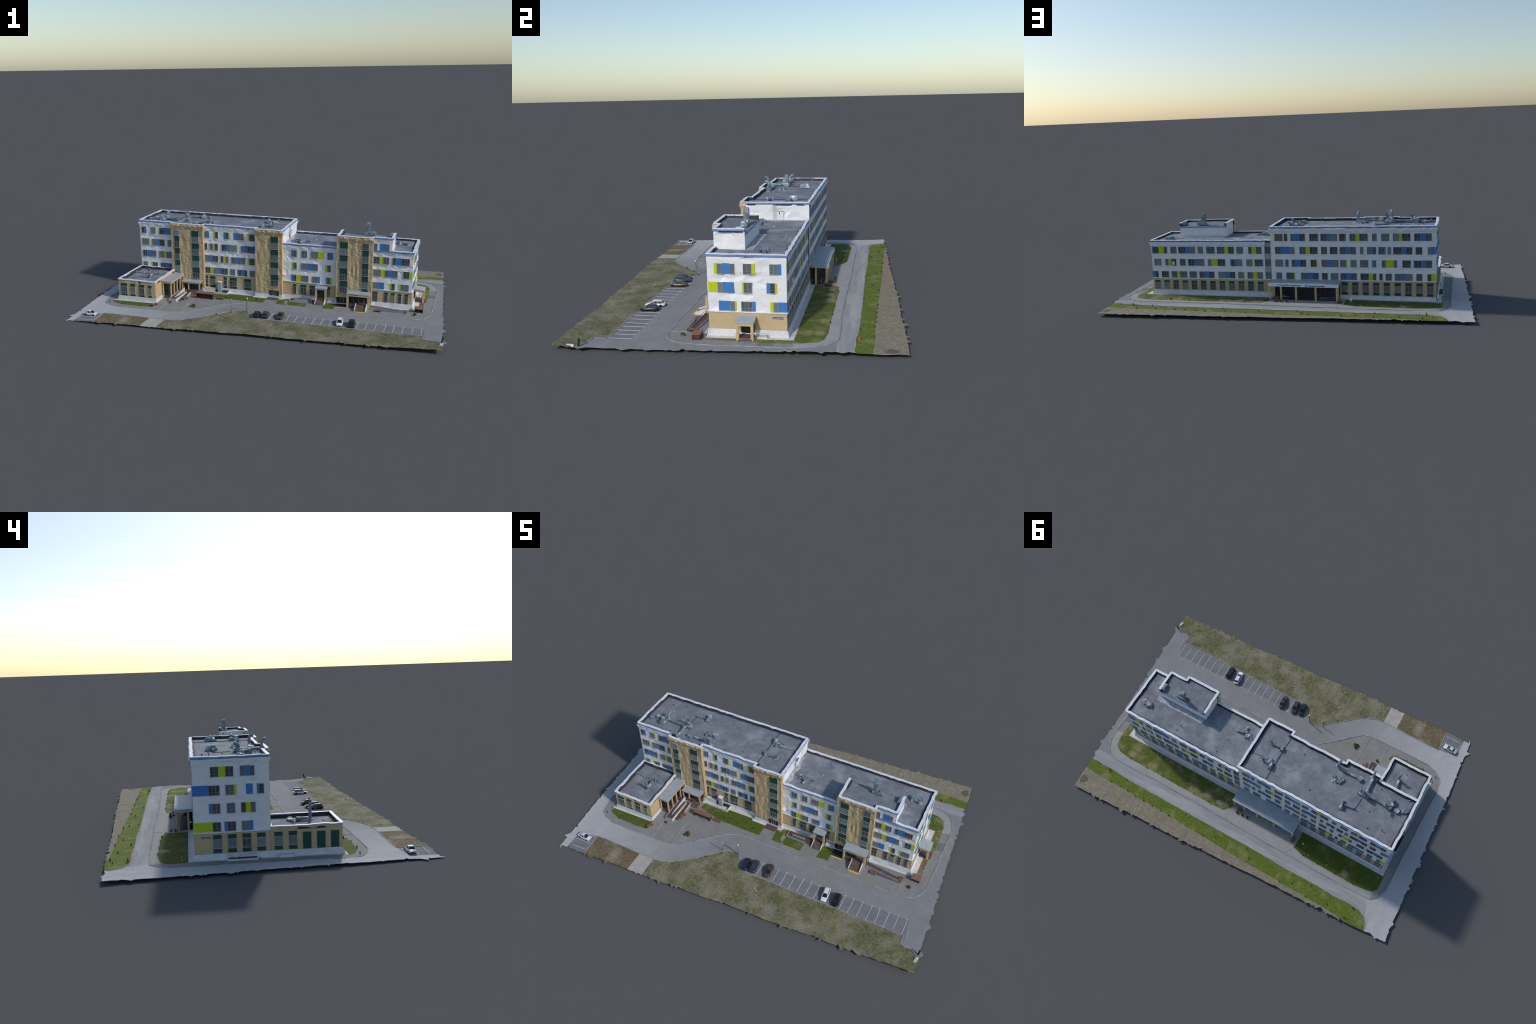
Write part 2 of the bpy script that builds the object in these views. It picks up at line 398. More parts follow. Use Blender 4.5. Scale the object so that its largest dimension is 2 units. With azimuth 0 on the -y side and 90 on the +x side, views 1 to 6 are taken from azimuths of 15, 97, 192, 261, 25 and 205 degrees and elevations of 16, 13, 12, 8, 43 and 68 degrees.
REGIONS = [
    ("road", ASPHALT, None),
    ("road", NORTHROAD, [(1.02, 0.40)] + N_KERB + [(-0.80, 0.48), (-0.60, 0.47), (0.0, 0.44), (0.8, 0.40)]),
    ("parking_bay", BAY, [(0.005, -0.346), (0.885, -0.376), (0.90, -0.50), (-0.004, -0.44)]),
    ("parking_bay", BAY, [(-0.93, -0.53), (-0.82, -0.52), (-0.82, -0.66), (-0.94, -0.66)]),
    ("pavement", PAVE, S_KERB),
    ("pavement", PAVENORTH, [(0.95, 0.25), (0.948, 0.265), (0.941, 0.322), (0.917, 0.368), (0.880, 0.400)] +
     [(0.836, 0.409), (0.732, 0.413), (0.584, 0.416), (0.275, 0.432), (0.003, 0.449), (-0.282, 0.465), (-0.616, 0.482),
      (-0.766, 0.488), (-0.819, 0.484), (-0.80, 0.30), (0.80, 0.22)]),
    ("repair_patch", PATCH, [(0.900, 0.169), (0.939, 0.167), (0.935, 0.112), (0.900, 0.108)]),
    ("verge", STRIP, N_KERB + [(-0.80, 0.75), (1.1, 0.75)]),
    ("gravel_strip", GRAVEL, GRAVEL_EDGE + [(1.1, 0.75)]),
    ("meadow", MEADOW, MEADOW_EDGE + [(1.1, -0.75), (-0.462, -0.75)]),
    ("concrete_path", SLABPATH, [(-0.544, -0.533), (-0.457, -0.535), (-0.462, -0.75), (-0.552, -0.75)]),
    ("brown_meadow", BROWN, BROWN_EDGE + [(-0.551, -0.75), (-0.83, -0.75)]),
    ("dark_patch", DARKGROUND, [(0.955 + (0.022 + 0.006 * math.sin(a * 5.0)) * math.cos(a * 0.37), 0.597 + (0.026 + 0.008 * math.sin(a * 3.3)) * math.sin(a * 0.37)) for a in range(17)]),
    # lawns round the house
    ("patchy_lawn", LAWNDRY, [(0.880, 0.085), (0.898, 0.100), (0.899, 0.200), (0.902, 0.285), (0.888, 0.332), (0.855, 0.354),
                              (0.784, 0.367), (0.671, 0.371), (0.558, 0.378), (0.454, 0.385), (0.337, 0.390), (0.230, 0.397),
                              (0.136, 0.398), (0.112, 0.370), (0.10, 0.26), (0.80, 0.21), (0.80, 0.10)]),
    ("lawn", LAWN, [(-0.325, 0.30), (-0.320, 0.412), (-0.384, 0.432), (-0.475, 0.438), (-0.586, 0.446), (-0.700, 0.453),
                    (-0.767, 0.449), (-0.813, 0.442), (-0.835, 0.413), (-0.838, 0.30)]),
    ("patchy_lawn", BROWN, [(0.835, 0.026), (0.879, 0.030), (0.873, -0.112), (0.838, -0.085)]),
    ("lawn", LAWN, [(-0.40, -0.105), (-0.391, -0.03), (0.00, -0.04), (-0.007, -0.10), (-0.012, -0.165), (-0.256, -0.150), (-0.318, -0.132)]),
    ("lawn", LAWN, [(0.062, -0.085), (0.14, -0.06), (0.134, -0.112), (0.116, -0.172), (0.067, -0.168)]),
    ("lawn", LAWN, [(0.133, -0.112), (0.242, -0.118), (0.234, -0.178), (0.124, -0.172)]),
    ("lawn", LAWN, [(0.340, -0.085), (0.398, -0.09), (0.396, -0.185), (0.331, -0.184)]),
    ("lawn", LAWN, [(-0.875, -0.300), (-0.60, -0.30), (-0.606, -0.366), (-0.676, -0.366), (-0.788, -0.359), (-0.852, -0.334)]),
    ("bare_patch", PATCHLIGHT, [(-0.635 + 0.021 * math.cos(a * 0.7), 0.417 + 0.017 * math.sin(a * 0.7)) for a in range(9)]),
    ("bare_patch", PATCHLIGHT, [(0.259 + 0.020 * math.cos(a * 0.7), 0.357 + 0.015 * math.sin(a * 0.7)) for a in range(9)]),
    ("bare_patch", PATCHLIGHT, [(0.178 + 0.024 * math.cos(a * 0.7), 0.366 + 0.015 * math.sin(a * 0.7)) for a in range(9)]),
    ("bare_patch", PATCHLIGHT, [(0.118 + 0.012 * math.cos(a * 0.7), -0.125 + 0.030 * math.sin(a * 0.7)) for a in range(9)]),
    # concrete apron at the foot of the walls
    ("wall_apron", CONCRETE, H((-0.85, 0.289), (0.85, 0.289), (0.85, -0.055), (0.80, -0.066), (0.59, -0.070), (0.59, 0.1), (-0.60, 0.1), (-0.845, 0.1))),
    ("wall_apron", CONCRETE, H((-0.847, 0.0), (-0.847, -0.349), (-0.59, -0.342), (-0.58, -0.05))),
    ("wall_apron", CONCRETE, H((-0.41, -0.09), (-0.365, -0.088), (-0.243, -0.092), (-0.240, -0.072), (-0.09, -0.07), (-0.085, -0.086),
                               (0.000, -0.086), (0.005, -0.05), (-0.40, -0.03))),
    ("wall_apron", CONCRETE, H((0.070, -0.05), (0.068, -0.082), (0.092, -0.084), (0.10, -0.06), (0.40, -0.06), (0.40, -0.02))),
]


def plot_surfaces():
    verts, faces = [], []

    def add_poly(poly):
        b = len(verts)
        verts.extend(Vector((p[0], p[1])) for p in poly)
        faces.append(list(range(b, b + len(poly))))

    add_poly(OUTLINE)
    for _, _, poly in REGIONS[1:]:
        area = sum(poly[k][0] * poly[(k + 1) % len(poly)][1] - poly[(k + 1) % len(poly)][0] * poly[k][1] for k in range(len(poly)))
        add_poly(poly if area > 0 else poly[::-1])
    g = 0.021
    for i in range(-46, 47):
        for j in range(-31, 32):
            verts.append(Vector((i * g + rnd.uniform(-0.006, 0.006), j * g + rnd.uniform(-0.006, 0.006))))
    vo, eo, fo, ov, oe, of = delaunay_2d_cdt(verts, [], faces, 0, 1e-5, True)
    groups = {}
    for f, src in zip(fo, of):
        if 0 not in src:
            continue
        groups.setdefault(max(src), []).append(f)
    for k in sorted(groups):
        name, mat, _ = REGIONS[k]
        used = sorted({q for f in groups[k] for q in f})
        ix = {q: n for n, q in enumerate(used)}
        v = [(vo[q].x, vo[q].y, ground_z(vo[q].x, vo[q].y)) for q in used]
        me = mesh_data(name, v, [tuple(ix[q] for q in f) for f in groups[k]], mat)
        o = place(name, me, plot)
        s = o.modifiers.new("thickness", "SOLIDIFY")
        s.thickness, s.offset = 0.0015, -1.0


plot_surfaces()

kerb = Build()
ribbon(kerb, [p for p in S_KERB[1:33]], 0.0021, ground_z, 0.0018, 0, step=0.015, wob=0.0015)
ribbon(kerb, S_KERB[33:] + S_KERB[:2], 0.0021, ground_z, 0.0018, 1, step=0.015, wob=0.0015)
ribbon(kerb, [(0.975, 0.4635)] + N_KERB[1:-2] + [(-0.858, 0.642)], 0.0019, ground_z, 0.0018, 0, step=0.015, wob=0.0015)
ribbon(kerb, MEADOW_EDGE[:-1], 0.0019, ground_z, 0.0018, 0, step=0.015, wob=0.0012)
ribbon(kerb, [(-0.825, -0.640)] + BROWN_EDGE[1:] + [(-0.457, -0.535)], 0.0019, ground_z, 0.0018, 0, step=0.015, wob=0.0012)
for a, b in (((-0.542, -0.268), (-0.551, -0.411)), ((-0.414, -0.190), (-0.427, -0.414)), ((0.134, -0.165), (0.136, -0.214)),
             ((0.790, -0.178), (0.783, -0.250)), ((0.905, 0.025), (0.934, 0.045))):
    ribbon(kerb, [a, b], 0.0018, ground_z, 0.0013, 0, step=0.02)
for a, b in (((0.106, 0.400), (0.098, 0.442)), ((-0.318, 0.420), (-0.282, 0.465)), ((0.903, 0.205), (0.942, 0.205))):
    ribbon(kerb, [a, b], 0.0009, ground_z, 0.0006, 1, step=0.02)
kerb.object("kerb", [KERB, KERBDARK], plot)

lines = Build()
for x0, y0, x1, y1 in ((0.093, -0.332, 0.087, -0.424), (0.184, -0.337, 0.181, -0.428), (0.230, -0.341, 0.226, -0.433), (0.278, -0.344, 0.274, -0.435),
                       (0.326, -0.346, 0.320, -0.438), (0.371, -0.347, 0.366, -0.440), (0.417, -0.350, 0.412, -0.441), (0.556, -0.357, 0.551, -0.448),
                       (0.601, -0.360, 0.596, -0.452), (0.649, -0.363, 0.644, -0.454), (0.698, -0.366, 0.692, -0.456), (0.739, -0.367, 0.737, -0.459),
                       (0.787, -0.371, 0.783, -0.460), (0.834, -0.372, 0.829, -0.455), (0.878, -0.374, 0.876, -0.468)):
    xm, ym = (x0 + x1) / 2 + 0.001, (y0 + y1) / 2
    ribbon(lines, [(x0, y0), (xm, ym), (x1, y1)], 0.0013, ground_z, 0.0009, step=0.015)
    ribbon(lines, [(x0 - 0.004, y0), (x0 + 0.004, y0 + 0.001)], 0.0012, ground_z, 0.0010, step=0.01)
for a, b in (((-0.924, -0.571), (-0.832, -0.578)), ((-0.922, -0.618), (-0.834, -0.623)), ((-0.862, -0.529), (-0.830, -0.531))):
    ribbon(lines, [a, b], 0.0013, ground_z, 0.0009, step=0.015)
lines.object("parking_line", LINEWHITE, plot)

yel = Build()
ribbon(yel, H((0.408, -0.121), (0.467, -0.121)), 0.0035, ground_z, 0.0010)
ribbon(yel, H((0.527, -0.171), (0.583, -0.171)), 0.0045, ground_z, 0.0010)
ribbon(yel, H((-0.083, 0.341), (-0.183, 0.339)), 0.0025, ground_z, 0.0010)
yel.object("yellow_marking", YELLOW, plot)

# small growth: staked saplings on the verge, tufts along the lawn edges
sap = Build()
SAPS = [(0.732, 0.489), (0.690, 0.545), (0.803, 0.539), (0.632, 0.551), (0.577, 0.554), (0.516, 0.559), (0.457, 0.563), (0.402, 0.566),
        (0.318, 0.516), (0.176, 0.581), (0.291, 0.575), (0.109, 0.555), (-0.091, 0.537), (-0.497, 0.562), (-0.495, 0.631), (-0.332, 0.622),
        (-0.161, 0.608), (-0.784, 0.628), (-0.734, 0.639), (-0.619, 0.614), (-0.399, 0.599), (-0.121, 0.580),
        (0.778, 0.362), (0.666, 0.371), (0.557, 0.377), (0.448, 0.384), (0.337, 0.389), (0.229, 0.396),
        (-0.384, 0.430), (-0.474, 0.438), (-0.587, 0.445), (-0.700, 0.452), (-0.24, -0.124), (-0.206, -0.117), (-0.154, -0.129),
        (-0.101, -0.151), (-0.054, -0.131), (-0.784, -0.360), (-0.678, -0.366), (-0.871, -0.345), (0.20, -0.60), (-0.136, -0.362), (-0.204, -0.416)]
for k, (x, y) in enumerate(SAPS):
    g = ground_z(x, y)
    h = rnd.uniform(0.005, 0.012)
    sap.tube([(x, y, g - 0.001), (x + rnd.uniform(-.001, .001), y, g + h)], 0.0008, 5)
    sap.blob((x, y, g + h * 0.55), rnd.uniform(0.0018, 0.0034), h * 0.5, k * 1.7, 0, 7, 5, 0.8)
o = sap.object("sapling", SAPLING, plot)
o["kind"] = "stuff"

stones = Build()
for x, y in ((0.114, -0.499), (0.128, -0.507), (-0.317, 0.409), (-0.412, 0.416), (-0.527, 0.422), (-0.861, -0.309), (0.30, 0.52), (-0.41, -0.59)):
    stones.blob((x, y, ground_z(x, y) + 0.001), 0.005, 0.0028, x * 9, 0, 8, 5)
stones.object("manhole_cover", KERB, plot)


# ================================================================== THE HOUSE
house = empty("office_building", (0, 0, 0), TURN)
house["label"] = "long white five-storey building with blue and lime facade panels"
house["category"] = "building"

XW, XE, YS, YN, YR = -0.8195, 0.8155, -0.0415, 0.2607, -0.0655      # west, east, south, north walls; tower fronts
XM = 0.085                                                     # end of the tall block
ZBAND, ZPL, Z0 = 0.114, 0.035, 0.009
TOPA, TOPB, TOPP, TOPW = 0.4145, 0.3385, 0.4100, 0.1270
DECKA, DECKB, DECKP, DECKW = 0.4008, 0.3285, 0.3965, 0.112


# window schedule: facade, storey, "left-edge piece piece ..., ..." in mm along the wall;
# g glazing, b blue panel, y lime panel
SCHEDULE = [
    ("north", 5, "-796 g31 b28 g31, -686 g44 y15 g33, -575 g43, -508 b7 g18, -460 g45 y21 g33, -342 b6 g31, -294 g44 b16 g32, -189 b6 g44, -114 g31 b32 g19, -14 g19, 13 g44 y7"),
    ("north", 4, "-813 b20 g17, -747 g32 y6, -696 g31 b26 g43, -584 g19, -555 b6 g32, -504 g18 b14 g17, -436 g19, -395 g31 b26 g32, -294 g42, -236 g33, -183 g43 y24 g35, -53 g32 b47 g33"),
    ("north", 3, "-798 g32 b24 g34 b6, -688 g44, -616 g19 y43 g20, -504 g16 b7, -461 g44, -397 g32, -345 y6 g32, -298 g45 b17 g32, -180 y6 g32, -116 g31 b32 g19, -16 g19, 15 g43 y6"),
    ("north", 2, "-813 y18 g20, -748 g31, -697 g42 b20 g32, -587 g33, -538 g18, -504 g18 y23 g45, -398 g32 b26 g32, -296 g43, -236 g32, -185 g31 b24 g45, -51 y6 g44, 25 g32"),
    ("north", 4, "138 g33 y26 g19, 248 b5 g34, 303 g33 y24 g45, 419 g44 b8, 490 g30 y6, 539 g32 b28 g44, 655 b6 g32, 714 g20 y35 g33 b8"),
    ("north", 3, "132 b7 g43, 192 y6 g34, 257 g32 b13 g20 b6, 359 g45 y39 g21, 487 g42 b18 g36 b6, 603 g35, 661 g31 y19 g20, 756 g45"),
    ("north", 2, "137 g33 y25 g33, 246 y5 g33, 302 g31 b26 g45, 429 g32 b26 g34, 538 g45, 598 g43 y19 g33 y7, 713 g46, 780 g19 b14"),
    ("south", 5, "-807 g21 b10, -746 g30 y7, -689 g30 b24 g22, -395 g16 b12, -336 y8 g18, -274 b12 g18 y8, -212 b28 g33, -126 y11 g30, 601 g19, 636 b31 g18"),
    ("south", 4, "-806 g44 y6, -741 g33 b17 g33, -642 y7 g24, -396 g16, -365 g21 y12 g19, -289 g31 b17 g46 y5, -170 g21 b20 g41 b7, 135 b12 g19 y6, 195 g32, 249 g41 y32, 344 g19 b13, 602 g32 y21 g32, 704 g19 b30 g43"),
    ("south", 3, "-806 g29 b30 g31, -698 g32 y17 g34, -397 g33 b18 g34, -297 g17 y14 g19, -230 g34 b22 g30, -129 y11 g31 y5, 140 y7 g20, 192 g34 b34 g30, 332 y12 g20, 602 g41 y23 g21 b29 g19, 765 g32 y17"),
    ("south", 2, "-807 g30, -753 y10 g33, -691 g30 b23 g22, -397 g33 y20 g33 b19 g34 b5, -238 g30, -192 b4 g21 b16 g18, -117 g30 y5, 135 b11 g19 y29 g42, 258 g29 b15, 337 b9 g16 y12, 602 g30 b31, 696 y8 g18, 744 y10 g43"),
    ("east", 4, "-14 y11 g21 b27 g20, 97 g32 y13, 197 g32 b12"),
    ("east", 3, "-38 y36 g20 b43, 92 y6 g32, 185 b13 g19 y7"),
    ("east", 2, "0 b45 g18 y6, 87 g43 b12, 198 y12 g20 b32"),
    ("west", 5, "16 g20 b19 g18, 99 g31 y27 g32"),
    ("west", 4, "-19 g20 b7, 25 b26, 89 y10 g33, 155 g44 b63"),
    ("west", 3, "16 g19 y19 g19, 97 g32, 155 g31 b13"),
    ("west", 2, "28 b13 g32, 96 g32 b13, 155 g32 y75"),
]
H_ROW = {5: (0.3355, 0.375), 4: (0.2625, 0.302), 3: (0.1902, 0.2288), 2: (0.1185, 0.1555)}
TAKEN = {}                       # wall areas covered by windows and panels, kept flat
for face_, storey_, text_ in SCHEDULE:
    for item_ in text_.split(","):
        t_ = item_.split()
        TAKEN.setdefault(face_, []).append((int(t_[0]) / 1000, (int(t_[0]) + sum(int(q[1:]) for q in t_[1:])) / 1000) + H_ROW[storey_])


def bulge(t, amp):
    """swelling of the cladding under the eaves; t = distance below the wall top"""
    if t < 0.004 or t > 0.036:
        return 0.0
    return amp * (smooth01(0.004, 0.014, t) if t < 0.014 else 1 - smooth01(0.016, 0.036, t))


def wall(name, p0, p1, z0, z1, mat, amp=0.0012, eave=0.0, ends=(1, 1), cell=0.019, wrinkle=0.0, out=0.0, foot=0.0, face=None):
    """a clad wall from p0 to p1 (outside on the right), slightly buckled like stretched sheet"""
    p0, p1 = Vector(p0), Vector(p1)
    d = p1 - p0
    ln = d.length
    d.normalize()
    n = Vector((d.y, -d.x))
    nu, nv = max(2, round(ln / cell)), max(2, round((z1 - z0) / (cell * 0.75)))
    r = random.Random(int((p0.x * 971 + p0.y * 577 + z0 * 313 + ln * 131) * 1000))
    v = []
    for j in range(nv + 1):
        for i in range(nu + 1):
            fu, fv = i / nu, j / nv
            if 0 < i < nu:
                fu += r.uniform(-0.3, 0.3) / nu
            if 0 < j < nv:
                fv += r.uniform(-0.3, 0.3) / nv
            z = z0 + (z1 - z0) * fv
            b = bulge(z1 - z, eave) + out + foot * (1 - fv)
            off = b
            if 0 < i < nu and 0 < j < nv:
                q = Vector((fu * ln * 24, z * 24, p0.x * 3 + p0.y * 7))
                dent = amp * (1.6 * noise.noise(q) + r.uniform(-0.7, 0.7) - 0.3)
                if face:
                    g = p0 + d * (fu * ln)
                    a = g.x if abs(d.x) > 0.5 else g.y
                    for a0, a1, b0, b1 in TAKEN.get(face, ()):
                        if a0 - 0.012 < a < a1 + 0.012 and b0 - 0.009 < z < b1 + 0.009:
                            dent *= 0.12
                if wrinkle:
                    dent += wrinkle * (noise.noise(Vector((fu * ln * 80, z * 14, 2.2 + p0.x))) - 0.15)
                off += min(dent, 0.0005)             # cladding dents inwards only, so panels and windows sit clear
            if wrinkle and j == nv - 1:
                off += wrinkle * 1.6 * abs(math.sin(fu * ln * 95))
            s = -b * ends[0] + (ln + b * (ends[0] + ends[1])) * fu
            q = p0 + d * s + n * off
            v.append((q.x, q.y, dip(z, q.x)))
    f = []
    w = nu + 1
    for j in range(nv):
        for i in range(nu):
            a = j * w + i
            if r.random() < 0.5:
                f += [(a, a + 1, a + w + 1), (a, a + w + 1, a + w)]
            else:
                f += [(a, a + 1, a + w), (a + 1, a + w + 1, a + w)]
    return place(name, mesh_data(name, v, f, mat), house)


WA, BE, PL = "wall", "lower_wall", "plinth"
# tall block -----------------------------------------------------
wall(WA, (XM, YN), (XW, YN), ZBAND, TOPA, WHITE, amp=0.0026, cell=0.016, eave=0.010, ends=(1, 1), face="north")
wall(BE, (XM, YN), (XW, YN), ZPL, ZBAND, BEIGE, amp=0.0008)
wall(PL, (XM, YN), (XW, YN), Z0, ZPL, PLINTH, amp=0.0006, out=0.002, foot=0.004)
wall(WA, (XW, YN), (XW, YS), ZBAND, TOPA, WHITE, amp=0.003, eave=0.007, ends=(1, 1), face="west")
wall(BE, (XW, YN), (XW, YS), ZPL, ZBAND, BEIGE, amp=0.0008, out=0.001)
wall(PL, (XW, YN), (XW, YS), Z0, ZPL, PLINTH, amp=0.0006, out=0.004, foot=0.009)
wall(WA, (XW, YS), (-0.602, YS), DECKW, TOPA, WHITE, amp=0.0030, cell=0.017, face="south", eave=0.006, ends=(1, 0))
wall(WA, (-0.398, YS), (-0.074, YS), ZBAND, TOPA, WHITE, amp=0.0030, cell=0.017, face="south", eave=0.006, ends=(0, 0))
wall(BE, (-0.398, YS), (-0.074, YS), ZPL, ZBAND, BEIGE)
wall(PL, (-0.398, YS), (-0.074, YS), Z0, ZPL, PLINTH, out=0.002, foot=0.006)
wall(WA, (XM, YS), (XM, YN), DECKB - 0.01, TOPA, WHITE, amp=0.0060, cell=0.036, eave=0.002, ends=(0, 1))
for x0, x1, top in ((-0.602, -0.398, TOPA), (-0.074, XM, TOPA), (0.400, 0.599, TOPP)):
    wall("stair_tower_wall", (x0, YR), (x1, YR), ZPL if x0 > -0.5 else 0.03, top, BEIGE, amp=0.0012, eave=0.006, wrinkle=0.0050, ends=(1, 1), cell=0.012)
    wall("stair_tower_wall", (x0, YS), (x0, YR), ZPL, top, BEIGE, amp=0.0008, eave=0.006, ends=(0, 1), cell=0.012)
    wall("stair_tower_wall", (x1, YR), (x1, YS), ZPL, top, BEIGE, amp=0.0010, eave=0.006, ends=(1, 0), cell=0.012)
    wall(PL, (x0, YR), (x1, YR), Z0, ZPL, PLINTH, out=0.002, foot=0.004)
    wall(PL, (x0, YS), (x0, YR), Z0, ZPL, PLINTH, out=0.002, foot=0.004, ends=(0, 1))
    wall(PL, (x1, YR), (x1, YS), Z0, ZPL, PLINTH, out=0.002, foot=0.004, ends=(1, 0))
# lower block ----------------------------------------------------
wall(WA, (XE, YN), (0.122, YN), ZBAND, TOPB, WHITE, amp=0.0026, cell=0.016, eave=0.008, ends=(1, 1), face="north")
wall(BE, (XE, YN), (XM, YN), ZPL, ZBAND, BEIGE, amp=0.0008, ends=(1, 0))
wall(PL, (XE, YN), (XM, YN), Z0, ZPL + 0.006, PLINTH, out=0.002, foot=0.005, ends=(1, 0))
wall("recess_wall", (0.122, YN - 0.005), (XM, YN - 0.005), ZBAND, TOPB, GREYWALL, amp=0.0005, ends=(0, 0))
wall("recess_wall", (0.122, YN), (0.122, YN - 0.005), ZBAND, TOPB, WHITE, amp=0.0, ends=(0, 0))
wall(WA, (XE, YS), (XE, YN), ZBAND, TOPB, WHITE, amp=0.0062, cell=0.031, eave=0.002, face="east")
wall(BE, (XE, YS), (XE, YN), ZPL, ZBAND, BEIGE, amp=0.0006)
wall(PL, (XE, YS), (XE, YN), Z0, ZPL + 0.006, PLINTH, out=0.002, foot=0.007)
wall(WA, (XM, YS), (0.400, YS), ZBAND, TOPB, WHITE, amp=0.0030, cell=0.017, face="south", eave=0.006, ends=(0, 0))
wall(BE, (XM, YS), (0.400, YS), ZPL, ZBAND, BEIGE, ends=(0, 0))
wall(PL, (XM, YS), (0.400, YS), Z0, ZPL, PLINTH, out=0.002, foot=0.004, ends=(0, 0))
wall(WA, (0.599, YS), (XE, YS), ZBAND, TOPB, WHITE, amp=0.0030, cell=0.017, face="south", eave=0.004, ends=(0, 1))
wall(BE, (0.599, YS), (XE, YS), ZPL, ZBAND, BEIGE, ends=(0, 1))
wall(PL, (0.599, YS), (XE, YS), Z0, ZPL + 0.006, PLINTH, out=0.002, foot=0.010, ends=(0, 1))
# raised roof box ------------------------------------------------
wall(WA, (0.599, YS), (0.701, YS), TOPB, TOPP, WHITE, eave=0.003, ends=(0, 1))
wall(WA, (0.701, YS), (0.701, 0.083), DECKB - 0.005, TOPP, WHITE, amp=0.0070, cell=0.034, eave=0.0)
wall(WA, (0.701, 0.083), (0.404, 0.083), DECKB - 0.005, DECKP - 0.0045, WHITE, amp=0.0008)
wall(WA, (0.404, 0.083), (0.404, YS), DECKB - 0.005, TOPP, WHITE, amp=0.0008)
# low wing -------------------------------------------------------
WX0, WX1, WY0 = -0.823, -0.589, -0.330
wall(BE, (WX0, WY0), (WX1, WY0), ZPL, TOPW, BEIGE, amp=0.0010, wrinkle=0.0015)
wall(BE, (WX1, WY0), (WX1, YS), ZPL, TOPW, BEIGE, amp=0.0006)
wall(BE, (WX0, YS), (WX0, WY0), ZPL, TOPW, BEIGE, amp=0.0008)
wall(PL, (WX0, WY0), (WX1, WY0), Z0, ZPL, PLINTH, out=0.002, foot=0.005)
wall(PL, (WX1, WY0), (WX1, YS), Z0, ZPL, PLINTH, out=0.002, foot=0.003)
wall(PL, (WX0, YS), (WX0, WY0), Z0, ZPL, PLINTH, out=0.002, foot=0.008)

# white ledge where the white cladding meets the tan base
ledge = Build()
for x0, y0, x1, y1 in ((XE, YN, 0.09, YN), (XM, YN, XW, YN), (XE, YS, XE, YN), (XW, YN, XW, YS), (-0.398, YS, -0.074, YS), (XM, YS, 0.40, YS), (0.599, YS, XE, YS)):
    ribbon(ledge, [(x0, y0), (x1, y1)], 0.0032, lambda x, y: dip(ZBAND, x), 0.0022, step=0.03, wob=0.0008)
ledge.object("ledge", COPING, house)

# ---------------------------------------------------------------- roofs and parapets
OUT_A = [(XW, YS), (-0.602, YS), (-0.602, YR), (-0.398, YR), (-0.398, YS), (-0.074, YS), (-0.074, YR), (XM, YR), (XM, YN), (XW, YN)]
OUT_W = [(WX0, WY0), (WX1, WY0), (WX1, YS), (WX0, YS)]
OUT_P = [(0.400, YR), (0.599, YR), (0.599, YS), (0.701, YS), (0.701, 0.083), (0.404, 0.083)]
OUT_B = [(XM, YS), (XE, YS), (XE, YN), (XM, YN)]


def deck(name, poly, z, cell=0.022, amp=0.0012, cut=None):
    verts = [Vector(p) for p in poly]
    xs, ys = [p[0] for p in poly], [p[1] for p in poly]
    faces = [list(range(len(poly)))]
    x = min(xs) + cell / 2
    while x < max(xs):
        y = min(ys) + cell / 2
        while y < max(ys):
            verts.append(Vector((x + rnd.uniform(-.006, .006), y + rnd.uniform(-.006, .006))))
            y += cell
        x += cell
    vo, _, fo, _, _, of = delaunay_2d_cdt(verts, [], faces, 0, 1e-5, True)
    f = [tuple(t) for t, s in zip(fo, of) if 0 in s]
    v = [(p.x, p.y, dip((z(p.y) if callable(z) else z) + amp * noise.noise(Vector((p.x * 14, p.y * 14, 0.3))), p.x)) for p in vo]
    return place(name, mesh_data(name, v, f, DECK, smooth=True), house)


deck("roof_deck", OUT_A, DECKA)
deck("roof_deck", OUT_W, DECKW)
deck("roof_deck", OUT_P, lambda y: DECKP + 0.003 - 0.0075 * smooth01(0.0, 0.083, y))
deck("roof_deck", OUT_B, DECKB)


def inset(path, t, closed):
    out = []
    n = len(path)
    for k in range(n):
        p = Vector(path[k])
        a = (p - Vector(path[k - 1])).normalized() if closed or k else None
        b = (Vector(path[(k + 1) % n]) - p).normalized() if closed or k < n - 1 else None
        na = Vector((-a.y, a.x)) if a else None
        nb = Vector((-b.y, b.x)) if b else None
        if na is None:
            q = nb * t
        elif nb is None:
            q = na * t
        else:
            q = (na + nb) * (t / max(0.2, 1 + na.dot(nb)))
        out.append((p.x + q.x, p.y + q.y))
    return out


def parapet(path, top, dk, blue=(), closed=True, width=0.0138, wob=0.0040):
    b = Build()
    mid = inset(path, width / 2 - 0.0048, closed)
    ribbon(b, mid, width / 2, lambda x, y: dip(top, x), 0.0016, 0, closed, 0.014, wob)
    b.object("parapet_coping", COPING, house)
    s = Build()
    ribbon(s, inset(path, 0.0049, closed), 0.0045, lambda x, y: dip(dk, x), top - dk, 0, closed, 0.02, 0.0)
    ribbon(s, inset(path, 0.0125, closed), 0.0045, lambda x, y: dip(dk, x), 0.0022, 0, closed, 0.016, 0.0040)
    s.object("parapet_upstand", DARKBAND, house)
    for seg in blue:
        t = Build()
        ribbon(t, inset(seg, -0.0034, False), 0.0022, lambda x, y: dip(top - 0.0066, x), 0.0052, 0, False, 0.02, 0.0008)
        t.object("blue_trim", BLUELINE, house)


